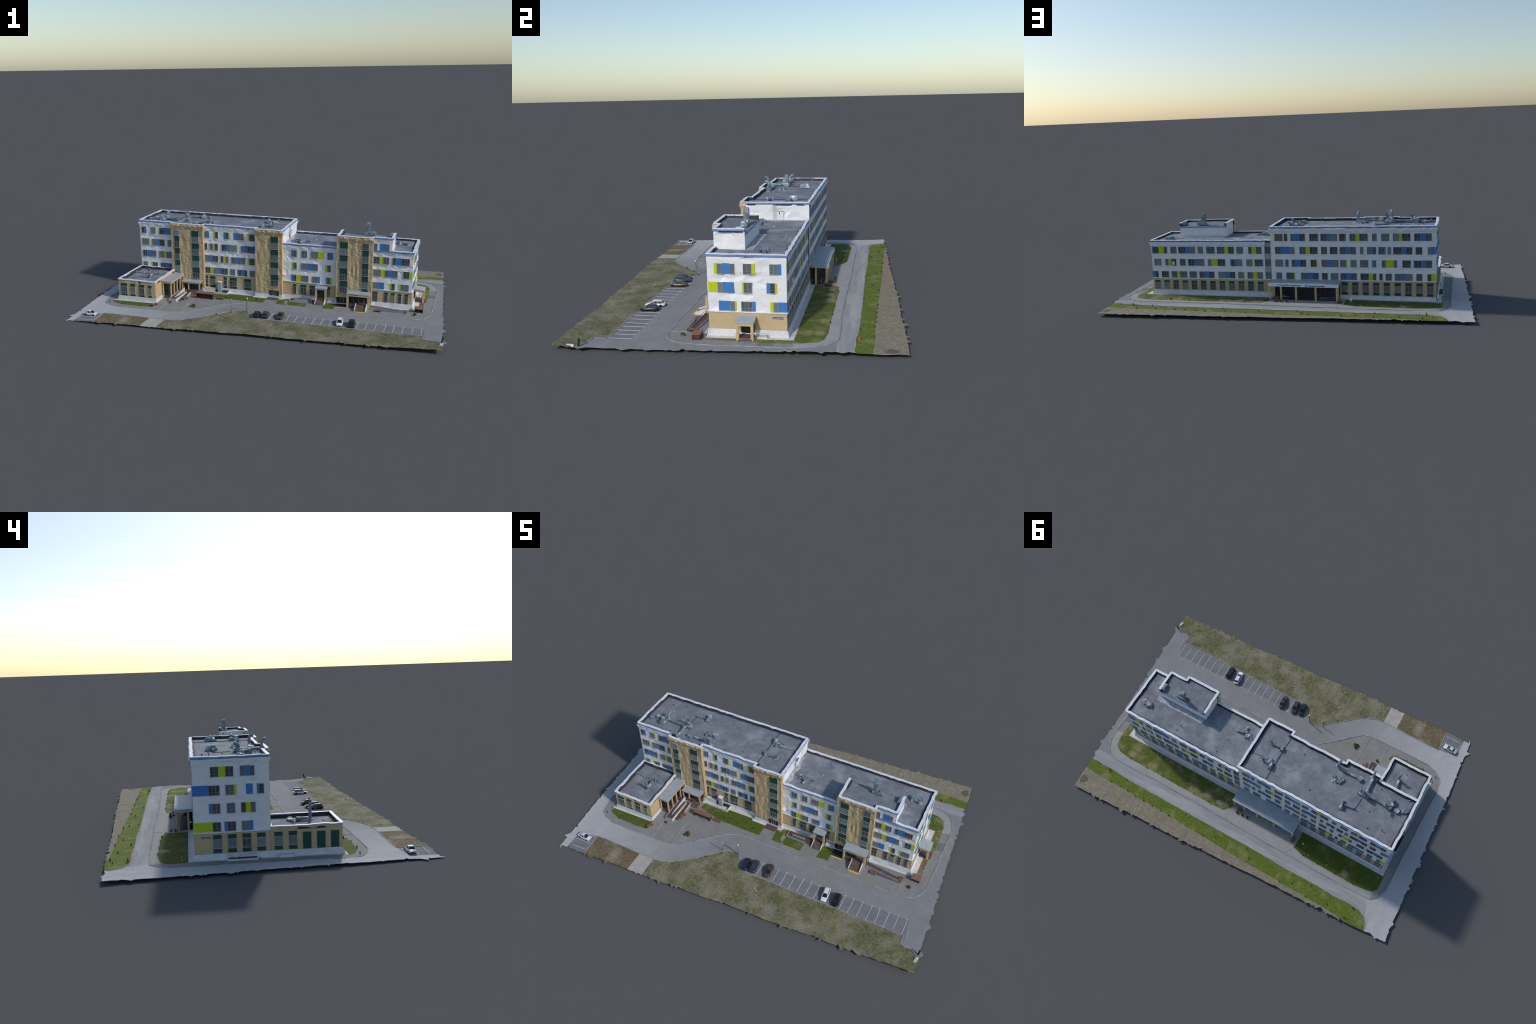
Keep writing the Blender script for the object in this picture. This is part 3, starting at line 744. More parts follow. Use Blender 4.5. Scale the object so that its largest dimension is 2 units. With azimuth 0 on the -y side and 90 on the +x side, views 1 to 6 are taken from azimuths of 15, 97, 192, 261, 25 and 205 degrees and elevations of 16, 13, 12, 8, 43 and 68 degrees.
parapet(OUT_A, TOPA, DECKA, [[(XW, YS), (-0.602, YS)], [(-0.398, YS), (-0.074, YS)], [(XM, YS + 0.002), (XM, YN), (XW, YN), (XW, YS)]])
parapet(OUT_W, TOPW, DECKW, [])
parapet([(0.404, 0.083), (0.404, YR), (0.599, YR), (0.599, YS), (0.701, YS), (0.701, 0.083)], TOPP, DECKP,
        [[(0.601, YS), (0.701, YS), (0.701, 0.083)]], closed=False)
edge = Build()
ribbon(edge, [(0.703, 0.084), (0.402, 0.084)], 0.0016, lambda x, y: dip(DECKP - 0.0105, x), 0.0040, 0, False, 0.02, 0.0006)
edge.object("blue_trim", BLUELINE, house)
parapet([(0.701, YS), (XE, YS), (XE, YN), (XM + 0.002, YN)], TOPB, DECKB, [[(0.603, YS), (XE, YS), (XE, YN), (0.122, YN)]], closed=False)
parapet([(XM + 0.002, YS), (0.401, YS)], TOPB, DECKB, [[(XM + 0.002, YS), (0.401, YS)]], closed=False)

pale = Build()
pale.box(0.409, 0.709, 0.086, 0.117, DECKB, DECKB + 0.0016)
pale.prism([(XM + 0.001, -0.026), (XM + 0.022, -0.022), (XM + 0.030, 0.02), (XM + 0.016, 0.06), (XM + 0.028, 0.11), (XM + 0.014, 0.15), (XM + 0.010, 0.20), (XM + 0.001, 0.21)], DECKB, DECKB + 0.0018)
for x, y, z in ((-0.55, -0.045, DECKA), (-0.365, -0.012, DECKA), (-0.001, 0.05, DECKA), (-0.004, 0.155, DECKA), (0.13, 0.055, DECKB), (0.765, 0.15, DECKB), (-0.675, -0.231, DECKW), (-0.38, 0.078, DECKA)):
    pale.rbox(x, y, z, 0.017, 0.015, 0.0028, rnd.uniform(0, 1.5))
pale.object("roof_screed", PALEROOF, house, tilt=True)

seam = Build()
seam.tube([(-0.075, -0.030, DECKA + 0.001), (-0.074, 0.06, DECKA + 0.0015), (-0.076, 0.248, DECKA + 0.001)], 0.0016, 6)
seam.tube([(-0.556, 0.157, DECKA + 0.001), (-0.56, 0.09, DECKA + 0.0015)], 0.0011, 6)
seam.tube([(-0.075, 0.13, DECKA + 0.001), (0.07, 0.15, DECKA + 0.0015)], 0.0008, 6)
seam.object("roof_conduit", DARKBAND, house, tilt=True)

# ---------------------------------------------------------------- facade openings and panels
FACADE = {  # name: (fixed coordinate, axis along which positions run, rotation)
    "north": (YN, 0, math.pi), "south": (YS, 0, 0.0), "tower": (YR, 0, 0.0), "wing_south": (WY0, 0, 0.0),
    "east": (XE, 1, math.pi / 2), "west": (XW, 1, -math.pi / 2), "wing_west": (WX0, 1, -math.pi / 2),
    "recess": (YN - 0.005, 0, math.pi)}
PROUD = {"north": 0.0006, "south": 0.0012, "tower": 0.0014, "east": 0.0012, "west": 0.0020, "wing_south": 0.0012, "wing_west": 0.0012, "recess": 0.001}
cache = {}


def window_parts(w, h, kind):
    key = (round(w, 3), round(h, 3), kind)
    if key in cache:
        return cache[key]
    n = 1 if w < 0.024 else 2 if w < 0.038 else 3
    fr, gl = Build(), Build()
    e = 0.0009
    gl.box(-w / 2 + e / 2, w / 2 - e / 2, -0.0008, 0.006, e / 2, h - e / 2)
    fr.box(-w / 2, -w / 2 + e, -0.0016, 0.006, 0, h)
    fr.box(w / 2 - e, w / 2, -0.0016, 0.006, 0, h)
    fr.box(-w / 2, w / 2, -0.0015, 0.006, 0, e)
    fr.box(-w / 2, w / 2, -0.0015, 0.006, h - e, h)
    for k in range(1, n):
        x = -w / 2 + w * k / n
        fr.box(x - e * 0.55, x + e * 0.55, -0.0014, 0.004, e, h - e)
    fr.box(-w / 2 + e, w / 2 - e, -0.0013, 0.004, h * 0.27, h * 0.27 + e * 0.9)
    fr.box(-w / 2 - 0.0008, w / 2 + 0.0008, -0.0026, 0.002, -0.0012, 0.0004)
    cache[key] = (mesh_data("window_frame", fr.v, fr.f, FRAME, fr.i), mesh_data("window_pane", gl.v, gl.f, GLASS, gl.i))
    return cache[key]


def panel_mesh(w, h, mat):
    key = (round(w, 3), round(h, 3), mat.name)
    if key not in cache:
        b = Build()
        b.box(-w / 2, w / 2, -0.0004, 0.006, 0, h)
        cache[key] = mesh_data("facade_panel", b.v, b.f, mat, b.i)
    return cache[key]


def spot(face, s, z):
    c, ax, rot = FACADE[face]
    p = PROUD[face]
    n = {0.0: (0, -1), math.pi: (0, 1), math.pi / 2: (1, 0), -math.pi / 2: (-1, 0)}[rot]
    x, y = (s, c) if ax == 0 else (c, s)
    x, y = x + n[0] * p, y + n[1] * p
    return (x, y, dip(z, x)), rot


def add_window(face, s, w, z0, z1):
    fm, gm = window_parts(w, z1 - z0, "w")
    loc, rot = spot(face, s, z0)
    o = place("window", fm, house, loc, rot)
    place("window_pane", gm, o)


def add_panel(face, s, w, z0, z1, mat, name="facade_panel"):
    loc, rot = spot(face, s, z0)
    place(name, panel_mesh(w, z1 - z0, mat), house, loc, rot)


def row(face, storey, spec):
    """spec: 'left-edge piece piece ..., ...' in mm; g glazing, b blue panel, y lime panel"""
    z0, z1 = H_ROW[storey]
    for item in spec.split(","):
        t = item.split()
        s = int(t[0]) / 1000
        for piece in t[1:]:
            w = int(piece[1:]) / 1000
            if piece[0] == "g":
                add_window(face, s + w / 2, w, z0, z1)
            else:
                add_panel(face, s + w / 2, w, z0 - 0.0006, z1 + 0.0006, BLUE if piece[0] == "b" else LIME)
            s += w


for face_, storey_, text_ in SCHEDULE:
    row(face_, storey_, text_)
for k in (2, 3, 4):
    row("recess", k, "88 g32")

# ground-floor shop-type windows: green head and sill panels round the glazing
GREENS = "green_panel"


def tall_window(face, s, w, z0=0.037, z1=0.104, head=0.017, sill=0.015):
    if head:
        add_panel(face, s, w, z1 - head, z1, GREEN, GREENS)
    if sill:
        add_panel(face, s, w, z0, z0 + sill, GREEN, GREENS)
    add_window(face, s, w, z0 + sill, z1 - head)


for x in (-790, -733, -675, -618, -560, -502, -445, -388, -330):
    tall_window("north", x / 1000, 0.033)
for x in (-272, -30, 28, 64):
    tall_window("north", x / 1000, 0.033, sill=0.0)
for k in range(12):
    tall_window("north", 0.153 + k * 0.0577, 0.034, 0.046, 0.1005, 0.015, 0.0)
for x, w in ((-391, 17), (-351, 32), (-271, 19), (-221, 44), (-132, 41)):
    tall_window("south", x / 1000, w / 1000, sill=0.016, z0=0.034, z1=0.101)
for x, w in ((155, 19), (207, 36), (260, 32), (352, 21), (615, 28), (676, 21), (713, 19), (751, 18), (786, 19)):
    tall_window("south", x / 1000, w / 1000, 0.041, 0.100, 0.016, 0.0)
for y in (-3, 55, 113, 171):
    tall_window("west", y / 1000, 0.034)
for y in (-71, -129):
    tall_window("wing_west", y / 1000, 0.033)
for y in (-186, -243, -299):
    add_panel("wing_west", y / 1000, 0.033, 0.034, 0.104, GREEN, GREENS)
for x, w in ((-788, 40), (-732, 30), (-675, 33), (-623, 21)):
    tall_window("wing_south", x / 1000, w / 1000, 0.032, 0.104, 0.016, 0.014)

# glazed strips of the stair towers: landings alternate with green panels
for x, w, start in ((-565, 31, "g"), (-447, 44, "n"), (41, 44, "n"), (441, 43, "n"), (561, 34, "g")):
    z, kind = 0.376, start
    while z > 0.10:
        if kind == "g":
            add_window("tower", x / 1000, w / 1000, z - 0.0365, z)
        else:
            add_panel("tower", x / 1000, w / 1000, z - 0.0365, z, GREEN, GREENS)
        z -= 0.0368
        kind = "n" if kind == "g" else "g"

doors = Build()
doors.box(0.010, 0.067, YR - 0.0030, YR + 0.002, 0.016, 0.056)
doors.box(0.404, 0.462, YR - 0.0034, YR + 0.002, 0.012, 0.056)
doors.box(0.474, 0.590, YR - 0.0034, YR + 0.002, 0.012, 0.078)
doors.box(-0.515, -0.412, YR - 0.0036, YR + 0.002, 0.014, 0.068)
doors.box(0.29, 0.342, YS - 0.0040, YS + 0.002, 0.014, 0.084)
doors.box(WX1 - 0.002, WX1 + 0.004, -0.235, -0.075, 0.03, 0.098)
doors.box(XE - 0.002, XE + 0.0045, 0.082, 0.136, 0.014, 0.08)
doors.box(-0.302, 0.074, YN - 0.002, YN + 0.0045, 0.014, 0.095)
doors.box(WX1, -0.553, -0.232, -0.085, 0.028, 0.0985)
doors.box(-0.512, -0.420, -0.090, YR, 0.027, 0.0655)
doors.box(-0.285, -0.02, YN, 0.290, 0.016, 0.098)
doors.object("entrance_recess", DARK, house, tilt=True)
frames = Build()
for x in (0.026, 0.038, 0.050, 0.43, 0.445, 0.50, 0.53, 0.56):
    frames.box(x - 0.0008, x + 0.0008, YR - 0.0046, YR - 0.001, 0.016, 0.052)
frames.object("door_frame", FRAME, house)

# roof-access door, ladder and address plates
acc = Build()
acc.box(XM + 0.001, XM + 0.0052, 0.1107, 0.1404, DECKB + 0.002, 0.3715, 0)
acc.box(XM + 0.001, XM + 0.0065, 0.1095, 0.1415, 0.3715, 0.3728, 1)
acc.box(XM + 0.001, XM + 0.0060, 0.119, 0.1245, 0.358, 0.366, 1)
acc.object("roof_door", [COPING, DARK], house)
lad = Build()
for y in (0.0905, 0.1035):
    lad.tube([(XM + 0.006, y, DECKB), (XM + 0.006, y, 0.4115)], 0.0007, 5)
for k in range(14):
    z = 0.336 + k * 0.0055
    lad.tube([(XM + 0.006, 0.0905, z), (XM + 0.006, 0.1035, z)], 0.0005, 5)
lad.object("ladder", GREYWALL, house)


def address_plate(face, s, z, w, h, rot_text):
    b = Build()
    b.box(-w / 2, w / 2, -0.0012, 0.004, 0, h, 0)
    loc, rot = spot(face, s, z)
    o = place("address_plate", mesh_data("address_plate", b.v, b.f, SIGNBLUE, b.i), house, loc, rot)
    t = Build()
    r = random.Random(3)
    x = -w * 0.44
    while x < w * 0.30:                                   # illegible street name: a run of small letter strokes
        lw = r.uniform(0.0008, 0.0016)
        t.box(x, x + lw, -0.0018, -0.001, h * 0.30, h * r.uniform(0.55, 0.72))
        x += lw + 0.0005
    t.box(w * 0.38, w * 0.45, -0.0018, -0.001, h * 0.22, h * 0.78)
    place("plate_lettering", mesh_data("plate_lettering", t.v, t.f, SIGNTEXT, t.i), o)


address_plate("east", 0.226, 0.0915, 0.040, 0.0065, 0)
address_plate("west", 0.215, 0.092, 0.038, 0.006, 0)
address_plate("north", -0.790, 0.1045, 0.036, 0.0055, 0)

# ---------------------------------------------------------------- canopies, porches, steps, ramps
def canopy(name, x0, x1, y0, y1, ztop, thick, cols, col=0.0075, zfoot=0.010, roof=TINROOF, fascia=BEIGE, slope=0.0, drop_side="s", rim=0.0):
    """flat porch roof on square columns; slope lowers the free edge"""
    root = Build()
    fall = lambda x, y: ztop - slope * ((y1 - y) / (y1 - y0) if drop_side == "s" else (y - y0) / (y1 - y0) if drop_side == "n"
                                        else (x - x0) / (x1 - x0) if drop_side == "e" else 0)
    q = [(x0, y0), (x1, y0), (x1, y1), (x0, y1)]
    root.hexa([(x, y, dip(fall(x, y) - thick, x)) for x, y in q], [(x, y, dip(fall(x, y) - 0.002, x)) for x, y in q], 0)
    e = 0.002
    q2 = [(x0 - e, y0 - e), (x1 + e, y0 - e), (x1 + e, y1 + e), (x0 - e, y1 + e)]
    root.hexa([(x, y, dip(fall(x, y) - 0.0025, x)) for x, y in q2], [(x, y, dip(fall(x, y) + 0.0005, x)) for x, y in q2], 1)
    o = root.object(name, [fascia, roof], house)
    for cx, cy in cols:
        c = Build()
        c.box(-col / 2, col / 2, -col / 2, col / 2, zfoot, dip(fall(cx, cy) - thick + 0.001, cx))
        place("column", mesh_data("column", c.v, c.f, BEIGE, c.i), o, (cx, cy, 0))
    return o


# long north canopy with lettering on its fascia
can = canopy("canopy", -0.309, 0.080, YN + 0.003, 0.348, 0.1155, 0.0155,
             [(0.076, 0.342), (0.012, 0.342), (-0.073, 0.342), (-0.183, 0.342), (-0.300, 0.342), (0.066, 0.290), (-0.296, 0.285)],
             0.0095, fascia=TINROOF, slope=0.003, drop_side="n")
fas = Build()
fas.box(-0.311, 0.082, 0.3475, 0.3505, 0.0965, 0.1135)
place("fascia_board", mesh_data("fascia_board", fas.v, fas.f, COPING, fas.i), can)


def lettering(text, x, z, size, width):
    cu = bpy.data.curves.new("lettering", "FONT")
    cu.body = text
    cu.size = size
    cu.extrude = 0.0004
    cu.offset = 0.00025
    o = bpy.data.objects.new("lettering", cu)
    bpy.context.scene.collection.objects.link(o)
    bpy.context.view_layer.update()
    dg = bpy.context.evaluated_depsgraph_get()
    me = bpy.data.meshes.new_from_object(o.evaluated_get(dg))
    bpy.data.objects.remove(o)
    k = width / max(1e-6, max(v.co.x for v in me.vertices))
    for v in me.vertices:
        v.co = Vector((x - v.co.x * k, 0.3508 + v.co.z, z + v.co.y))
    me.materials.clear()
    me.materials.append(LETTER)
    me.flip_normals()
    place("lettering", me, can)


lettering("T", 0.0305, 0.1015, 0.0125, 0.010)
lettering("Служба", 0.016, 0.1012, 0.0120, 0.052)
lettering("Абонемент", -0.043, 0.1008, 0.0110, 0.062)
lettering("@", -0.126, 0.1008, 0.0110, 0.009)
lettering("Подвержение", -0.141, 0.1005, 0.0105, 0.094)

strokes = Build()                     # faint illegible notice on the front porch fascia
x_ = 0.488
while x_ < 0.532:
    w_ = rnd.uniform(0.0008, 0.0018)
    strokes.box(x_, x_ + w_, -0.1158, -0.1145, 0.0868, 0.0868 + rnd.uniform(0.0022, 0.0036))
    x_ += w_ + rnd.uniform(0.0004, 0.0009)
strokes.object("lettering", LETTER, house)
plat = Build()
plat.box(-0.302, 0.074, YN, 0.325, 0.009, 0.0165, 0)
plat.box(-0.20, -0.06, 0.322, 0.334, 0.009, 0.0145, 0)
plat.object("porch_floor", TILE, house)
rail = Build()
for x0, x1 in ((-0.29, -0.20), (0.015, 0.072)):
    for z in (0.024, 0.032):
        rail.tube([(x0, 0.315, z), (x1, 0.315, z)], 0.0012, 5)
    n = 6
    for k in range(n + 1):
        x = x0 + (x1 - x0) * k / n
        rail.tube([(x, 0.315, 0.014), (x, 0.315, 0.032)], 0.0009, 5)
rail.object("railing", METAL, house)

# wing porch, tower porch, two south porches, east porch
canopy("porch", -0.584, -0.527, -0.250, -0.066, 0.1115, 0.012, [(-0.5315, -0.245), (-0.5315, -0.203), (-0.5315, -0.162), (-0.5315, -0.120), (-0.580, -0.246)], 0.0065, slope=0.002, drop_side="e")
canopy("porch", -0.525, -0.408, -0.111, YR - 0.002, 0.0765, 0.010, [(-0.4125, -0.107), (-0.482, -0.107), (-0.521, -0.107)], 0.0065, slope=0.003)
canopy("porch", 0.284, 0.348, -0.083, YS - 0.002, 0.1040, 0.010, [(0.2885, -0.078), (0.3435, -0.078)], 0.0095, slope=0.002)
canopy("porch", 0.470, 0.595, -0.115, YR - 0.002, 0.1005, 0.015, [(0.4750, -0.110), (0.5900, -0.110)], 0.0105, slope=0.002)
canopy("porch", XE + 0.003, 0.873, 0.076, 0.142, 0.0985, 0.015, [(0.8675, 0.0815), (0.8675, 0.1365)], 0.0105, slope=0.006, drop_side="e")
link = Build()
link.box(-0.584, -0.524, -0.080, YR - 0.003, 0.055, 0.0985)
link.object("porch_side_wall", BEIGE, house, tilt=True)


def steps(x0, x1, y_top, y_bot, z_top, z_bot, n, axis="y"):
    b = Build()
    for k in range(n):
        f0, f1 = k / n, (k + 1) / n
        z = z_top + (z_bot - z_top) * f0
        a, c = y_top + (y_bot - y_top) * f0, y_top + (y_bot - y_top) * f1
        if axis == "y":
            b.box(x0, x1, min(a, c), max(a, c), 0.008, z, 0)
            b.box(x0, x1, c - 0.0008, c + 0.0008, z - 0.0012, z + 0.0003, 1)
        else:
            b.box(min(a, c), max(a, c), x0, x1, 0.008, z, 0)
            b.box(c - 0.0008, c + 0.0008, x0, x1, z - 0.0012, z + 0.0003, 1)
    return b.object("steps", [TILE, STEPNOSE], house)


steps(0.524, 0.581, -0.112, -0.163, 0.031, 0.014, 7)
steps(0.291, 0.340, -0.080, -0.120, 0.029, 0.014, 6)
steps(-0.455, -0.415, -0.112, -0.145, 0.027, 0.014, 5)
steps(0.084, 0.134, 0.862, 0.884, 0.022, 0.014, 3, "x")
fl = Build()
fl.box(0.474, 0.590, -0.112, YR, 0.008, 0.031)
fl.box(0.287, 0.345, -0.080, YS, 0.008, 0.029)
fl.box(-0.525, -0.41, -0.112, YR, 0.008, 0.028)
fl.box(-0.586, -0.53, -0.246, YR, 0.008, 0.028)
fl.box(XE, 0.864, 0.080, 0.138, 0.008, 0.022)
fl.box(0.003, 0.066, -0.104, YR, 0.008, 0.0150)
fl.object("porch_floor", TILE, house)
mat_ = Build()
mat_.box(0.405, 0.466, -0.116, YR, 0.008, 0.0145)
mat_.object("door_mat", DARK, house)
cheek = Build()
for x in (0.5225, 0.5825):
    cheek.hexa([(x - .0015, -0.165, 0.008), (x + .0015, -0.165, 0.008), (x + .0015, -0.112, 0.008), (x - .0015, -0.112, 0.008)],
               [(x - .0015, -0.165, 0.022), (x + .0015, -0.165, 0.022), (x + .0015, -0.112, 0.044), (x - .0015, -0.112, 0.044)])
for x in (0.2895, 0.3415):
    cheek.hexa([(x - .0012, -0.121, 0.008), (x + .0012, -0.121, 0.008), (x + .0012, -0.080, 0.008), (x - .0012, -0.080, 0.008)],
               [(x - .0012, -0.121, 0.020), (x + .0012, -0.121, 0.020), (x + .0012, -0.080, 0.040), (x - .0012, -0.080, 0.040)])
cheek.object("step_cheek", CONCRETE, house)


def slope_slab(b, x0, x1, ya, za, yb, zb, mi=0, base=0.008):
    y0, y1, z0, z1 = (ya, yb, za, zb) if ya < yb else (yb, ya, zb, za)
    b.hexa([(x0, y0, base), (x1, y0, base), (x1, y1, base), (x0, y1, base)], [(x0, y0, z0), (x1, y0, z0), (x1, y1, z1), (x0, y1, z1)], mi)


ramp = Build()                       # switch-back wheelchair ramp in front of the wing
slope_slab(ramp, -0.526, -0.504, -0.262, 0.0265, -0.118, 0.030)
slope_slab(ramp, -0.526, -0.483, -0.288, 0.0262, -0.262, 0.0265)
slope_slab(ramp, -0.504, -0.482, -0.262, 0.0265, -0.135, 0.0200)
slope_slab(ramp, -0.482, -0.460, -0.270, 0.0135, -0.128, 0.0200)
rp = ramp.object("ramp", TILE, house)
rw = Build()
slope_slab(rw, -0.5055, -0.5025, -0.258, 0.0285, -0.118, 0.0425)
slope_slab(rw, -0.4835, -0.4805, -0.289, 0.0280, -0.140, 0.0265)
slope_slab(rw, -0.4610, -0.4580, -0.200, 0.0140, -0.126, 0.0235)
rw.box(-0.527, -0.4825, -0.2905, -0.2880, 0.008, 0.0278, 1)
slope_slab(rw, -0.5280, -0.5262, -0.289, 0.0272, -0.150, 0.0330)
place("ramp_parapet", mesh_data("ramp_parapet", rw.v, rw.f, [CONCRETE, GREYWALL], rw.i), rp)

ramp2 = Build()                      # long ramps beside the two south porches
ramp2.hexa([(0.598, -0.112, 0.008), (0.786, -0.130, 0.008), (0.786, -0.108, 0.008), (0.598, -0.088, 0.008)],
           [(0.598, -0.112, 0.024), (0.786, -0.130, 0.018), (0.786, -0.108, 0.018), (0.598, -0.088, 0.026)])
ramp2.hexa([(0.660, -0.137, 0.008), (0.790, -0.140, 0.008), (0.790, -0.1285, 0.008), (0.660, -0.1190, 0.008)],
           [(0.660, -0.137, 0.0140), (0.790, -0.140, 0.0175), (0.790, -0.1285, 0.0175), (0.660, -0.1190, 0.0140)])
ramp2.box(0.140, 0.282, -0.104, -0.086, 0.008, 0.0175)
ramp2.box(0.140, 0.285, -0.086, -0.066, 0.008, 0.0215)
ra = ramp2.object("ramp", TILE, house)
rw2 = Build()
rw2.hexa([(0.598, -0.1140, 0.008), (0.786, -0.1320, 0.008), (0.786, -0.1300, 0.008), (0.598, -0.1120, 0.008)],
         [(0.598, -0.1140, 0.029), (0.786, -0.1320, 0.0225), (0.786, -0.1300, 0.0225), (0.598, -0.1120, 0.029)], 1)
rw2.hexa([(0.598, -0.084, 0.008), (0.786, -0.106, 0.008), (0.786, -0.104, 0.008), (0.598, -0.082, 0.008)],
         [(0.598, -0.084, 0.026), (0.786, -0.106, 0.020), (0.786, -0.104, 0.020), (0.598, -0.082, 0.026)], 1)
rw2.box(0.660, 0.792, -0.1415, -0.1400, 0.008, 0.0190, 1)
rw2.box(0.138, 0.250, -0.1065, -0.1045, 0.008, 0.0210, 1)
rw2.box(0.1365, 0.1385, -0.1060, -0.062, 0.008, 0.0210, 0)
rw2.box(0.165, 0.240, -0.0870, -0.0855, 0.008, 0.0240, 0)
place("ramp_parapet", mesh_data("ramp_parapet", rw2.v, rw2.f, [CONCRETE, GREYWALL], rw2.i), ra)

rr = Build()
for x0, y0, z0, x1, y1, z1 in ((-0.504, -0.256, .029, -0.504, -0.120, .043), (-0.482, -0.286, .028, -0.482, -0.142, .027), (0.599, -0.113, .029, 0.786, -0.131, .022),
                               (0.661, -0.1408, .019, 0.791, -0.1408, .019), (0.139, -0.1055, .021, 0.249, -0.1055, .021), (0.166, -0.0862, .024, 0.239, -0.0862, .024)):
    n = 9
    P = [Vector((x0, y0, z0)).lerp(Vector((x1, y1, z1)), k / n) for k in range(n + 1)]
    rr.tube([q + Vector((0, 0, 0.009)) for q in P], 0.0007, 5)
    for q in P:
        rr.tube([q, q + Vector((0, 0, 0.009))], 0.0005, 4)
rr.object("ramp_railing", METAL, house)

# basement light wells, ventilation shaft, east stair well
pit = Build()
pit.box(-0.372, -0.243, -0.0905, -0.086, 0.009, 0.022, 0)
pit.box(-0.245, -0.241, -0.0905, -0.045, 0.009, 0.024, 0)
pit.box(-0.392, -0.330, -0.064, -0.048, 0.009, 0.036, 0)
pit.box(-0.330, -0.245, -0.060, -0.041, 0.009, 0.0225, 1)
pit.box(XE + 0.009, 0.842, 0.150, 0.188, 0.009, 0.019, 0)
pit.box(-0.855, -0.832, 0.015, 0.135, 0.009, 0.0185, 0)
pit.box(-0.851, -0.832, 0.020, 0.130, 0.0175, 0.0195, 1)
pit.box(-0.848, -0.832, -0.130, -0.070, 0.009, 0.024, 0)
pit.box(0.352, 0.395, -0.075, -0.050, 0.009, 0.022, 0)
pit.object("light_well", [CONCRETE, DARK], house)
shaft = Build()
shaft.box(-0.312, -0.289, -0.068, -0.049, 0.012, 0.076, 0)
shaft.box(-0.314, -0.287, -0.070, -0.047, 0.076, 0.0785, 1)
shaft.object("ventilation_shaft", [GREYWALL, COPING], house)
wr = Build()
for pts in ([(0.842, 0.150, .019), (0.842, 0.150, .034), (0.842, 0.188, .034), (0.842, 0.188, .019)],
            [(-0.853, 0.02, .018), (-0.853, 0.02, .036), (-0.853, 0.075, .036), (-0.853, 0.075, .018)],
            [(-0.853, 0.075, .036), (-0.862, 0.10, .026), (-0.853, 0.13, .036), (-0.84, 0.13, .036)]):
    wr.tube(pts, 0.0011, 5)
for k in range(6):
    wr.tube([(0.842, 0.152 + k * 0.007, .018), (0.842, 0.152 + k * 0.007, .034)], 0.0007, 4)
wr.object("well_railing", METAL, house)
unit = Build()
unit.box(0.086, 0.104, -0.060, -0.040, 0.152, 0.156)
unit.box(0.671, 0.684, YN, YN + 0.009, 0.196, 0.214)
unit.box(-0.138, -0.122, YS - 0.010, YS, 0.235, 0.245)
unit.object("air_conditioner", COPING, house, tilt=True)
lamps = Build()
lamps.blob((-0.345, 0.275, 0.062), 0.0042, 0.0042, 1.0, 0, 8, 6, 0.0)
lamps.blob((-0.43, 0.266, 0.046), 0.002, 0.002, 1.0, 0, 8, 6, 0.0)
lamps.blob((-0.55, 0.266, 0.046), 0.002, 0.002, 1.0, 0, 8, 6, 0.0)
lamps.object("globe_lamp", COPING, house, smooth=True)

# ---------------------------------------------------------------- roof plant
def duct_run(name, pts, r, flat=1.0, seg=10):
    b = Build()
    r = [q * 1.18 for q in r] if isinstance(r, list) else r * 1.18
    b.tube(pts, r, seg, 0, flat)
    return b.object(name, METAL, house, smooth=False, tilt=True)


def gooseneck(x, y, z0, h, r, dx, dy, start=None):
    """vertical pipe whose top bends over"""
    pts = ([start] if start else []) + [(x, y, z0), (x, y, z0 + h * 0.45), (x, y, z0 + h * 0.74)]
    for k in range(1, 5):
        a = k / 4 * math.pi * 0.62
        pts.append((x + dx * (1 - math.cos(a)) * 0.014, y + dy * (1 - math.cos(a)) * 0.014, z0 + h * 0.74 + h * 0.26 * math.sin(a)))
    r *= 1.12
    rs = [r] * (len(pts) - 1) + [r * 1.25]
    b = Build()
    b.tube(pts, rs, 10)
    return b.object("vent_pipe", METAL, house, tilt=True)


def plant_cluster(x, y, z, n, spread, seed, hmax=0.022):
    """huddle of condenser boxes, silencers and short pipes"""
    r = random.Random(seed)
    b = Build()
    for k in range(n):
        px, py = x + r.uniform(-1, 1) * spread[0], y + r.uniform(-1, 1) * spread[1]
        sx, sy, sz = r.uniform(0.013, 0.025), r.uniform(0.012, 0.021), r.uniform(0.009, hmax * 1.1)
        if k % 3 == 2:
            b.blob((px, py, z + sz * 0.5), sx * 0.55, sz * 0.6, seed + k, 0, 9, 6, 0.6)
        else:
            b.rbox(px, py, z, sx, sy, sz, r.uniform(-0.5, 0.5), 0, r.uniform(0, 0.003))
        if k % 2:
            b.tube([(px, py, z + sz * 0.6), (px + r.uniform(-.018, .018), py + r.uniform(-.014, .014), z + r.uniform(0.004, 0.012))], r.uniform(0.0026, 0.0048), 7)
    return b.object("roof_unit", METAL, house, tilt=True)


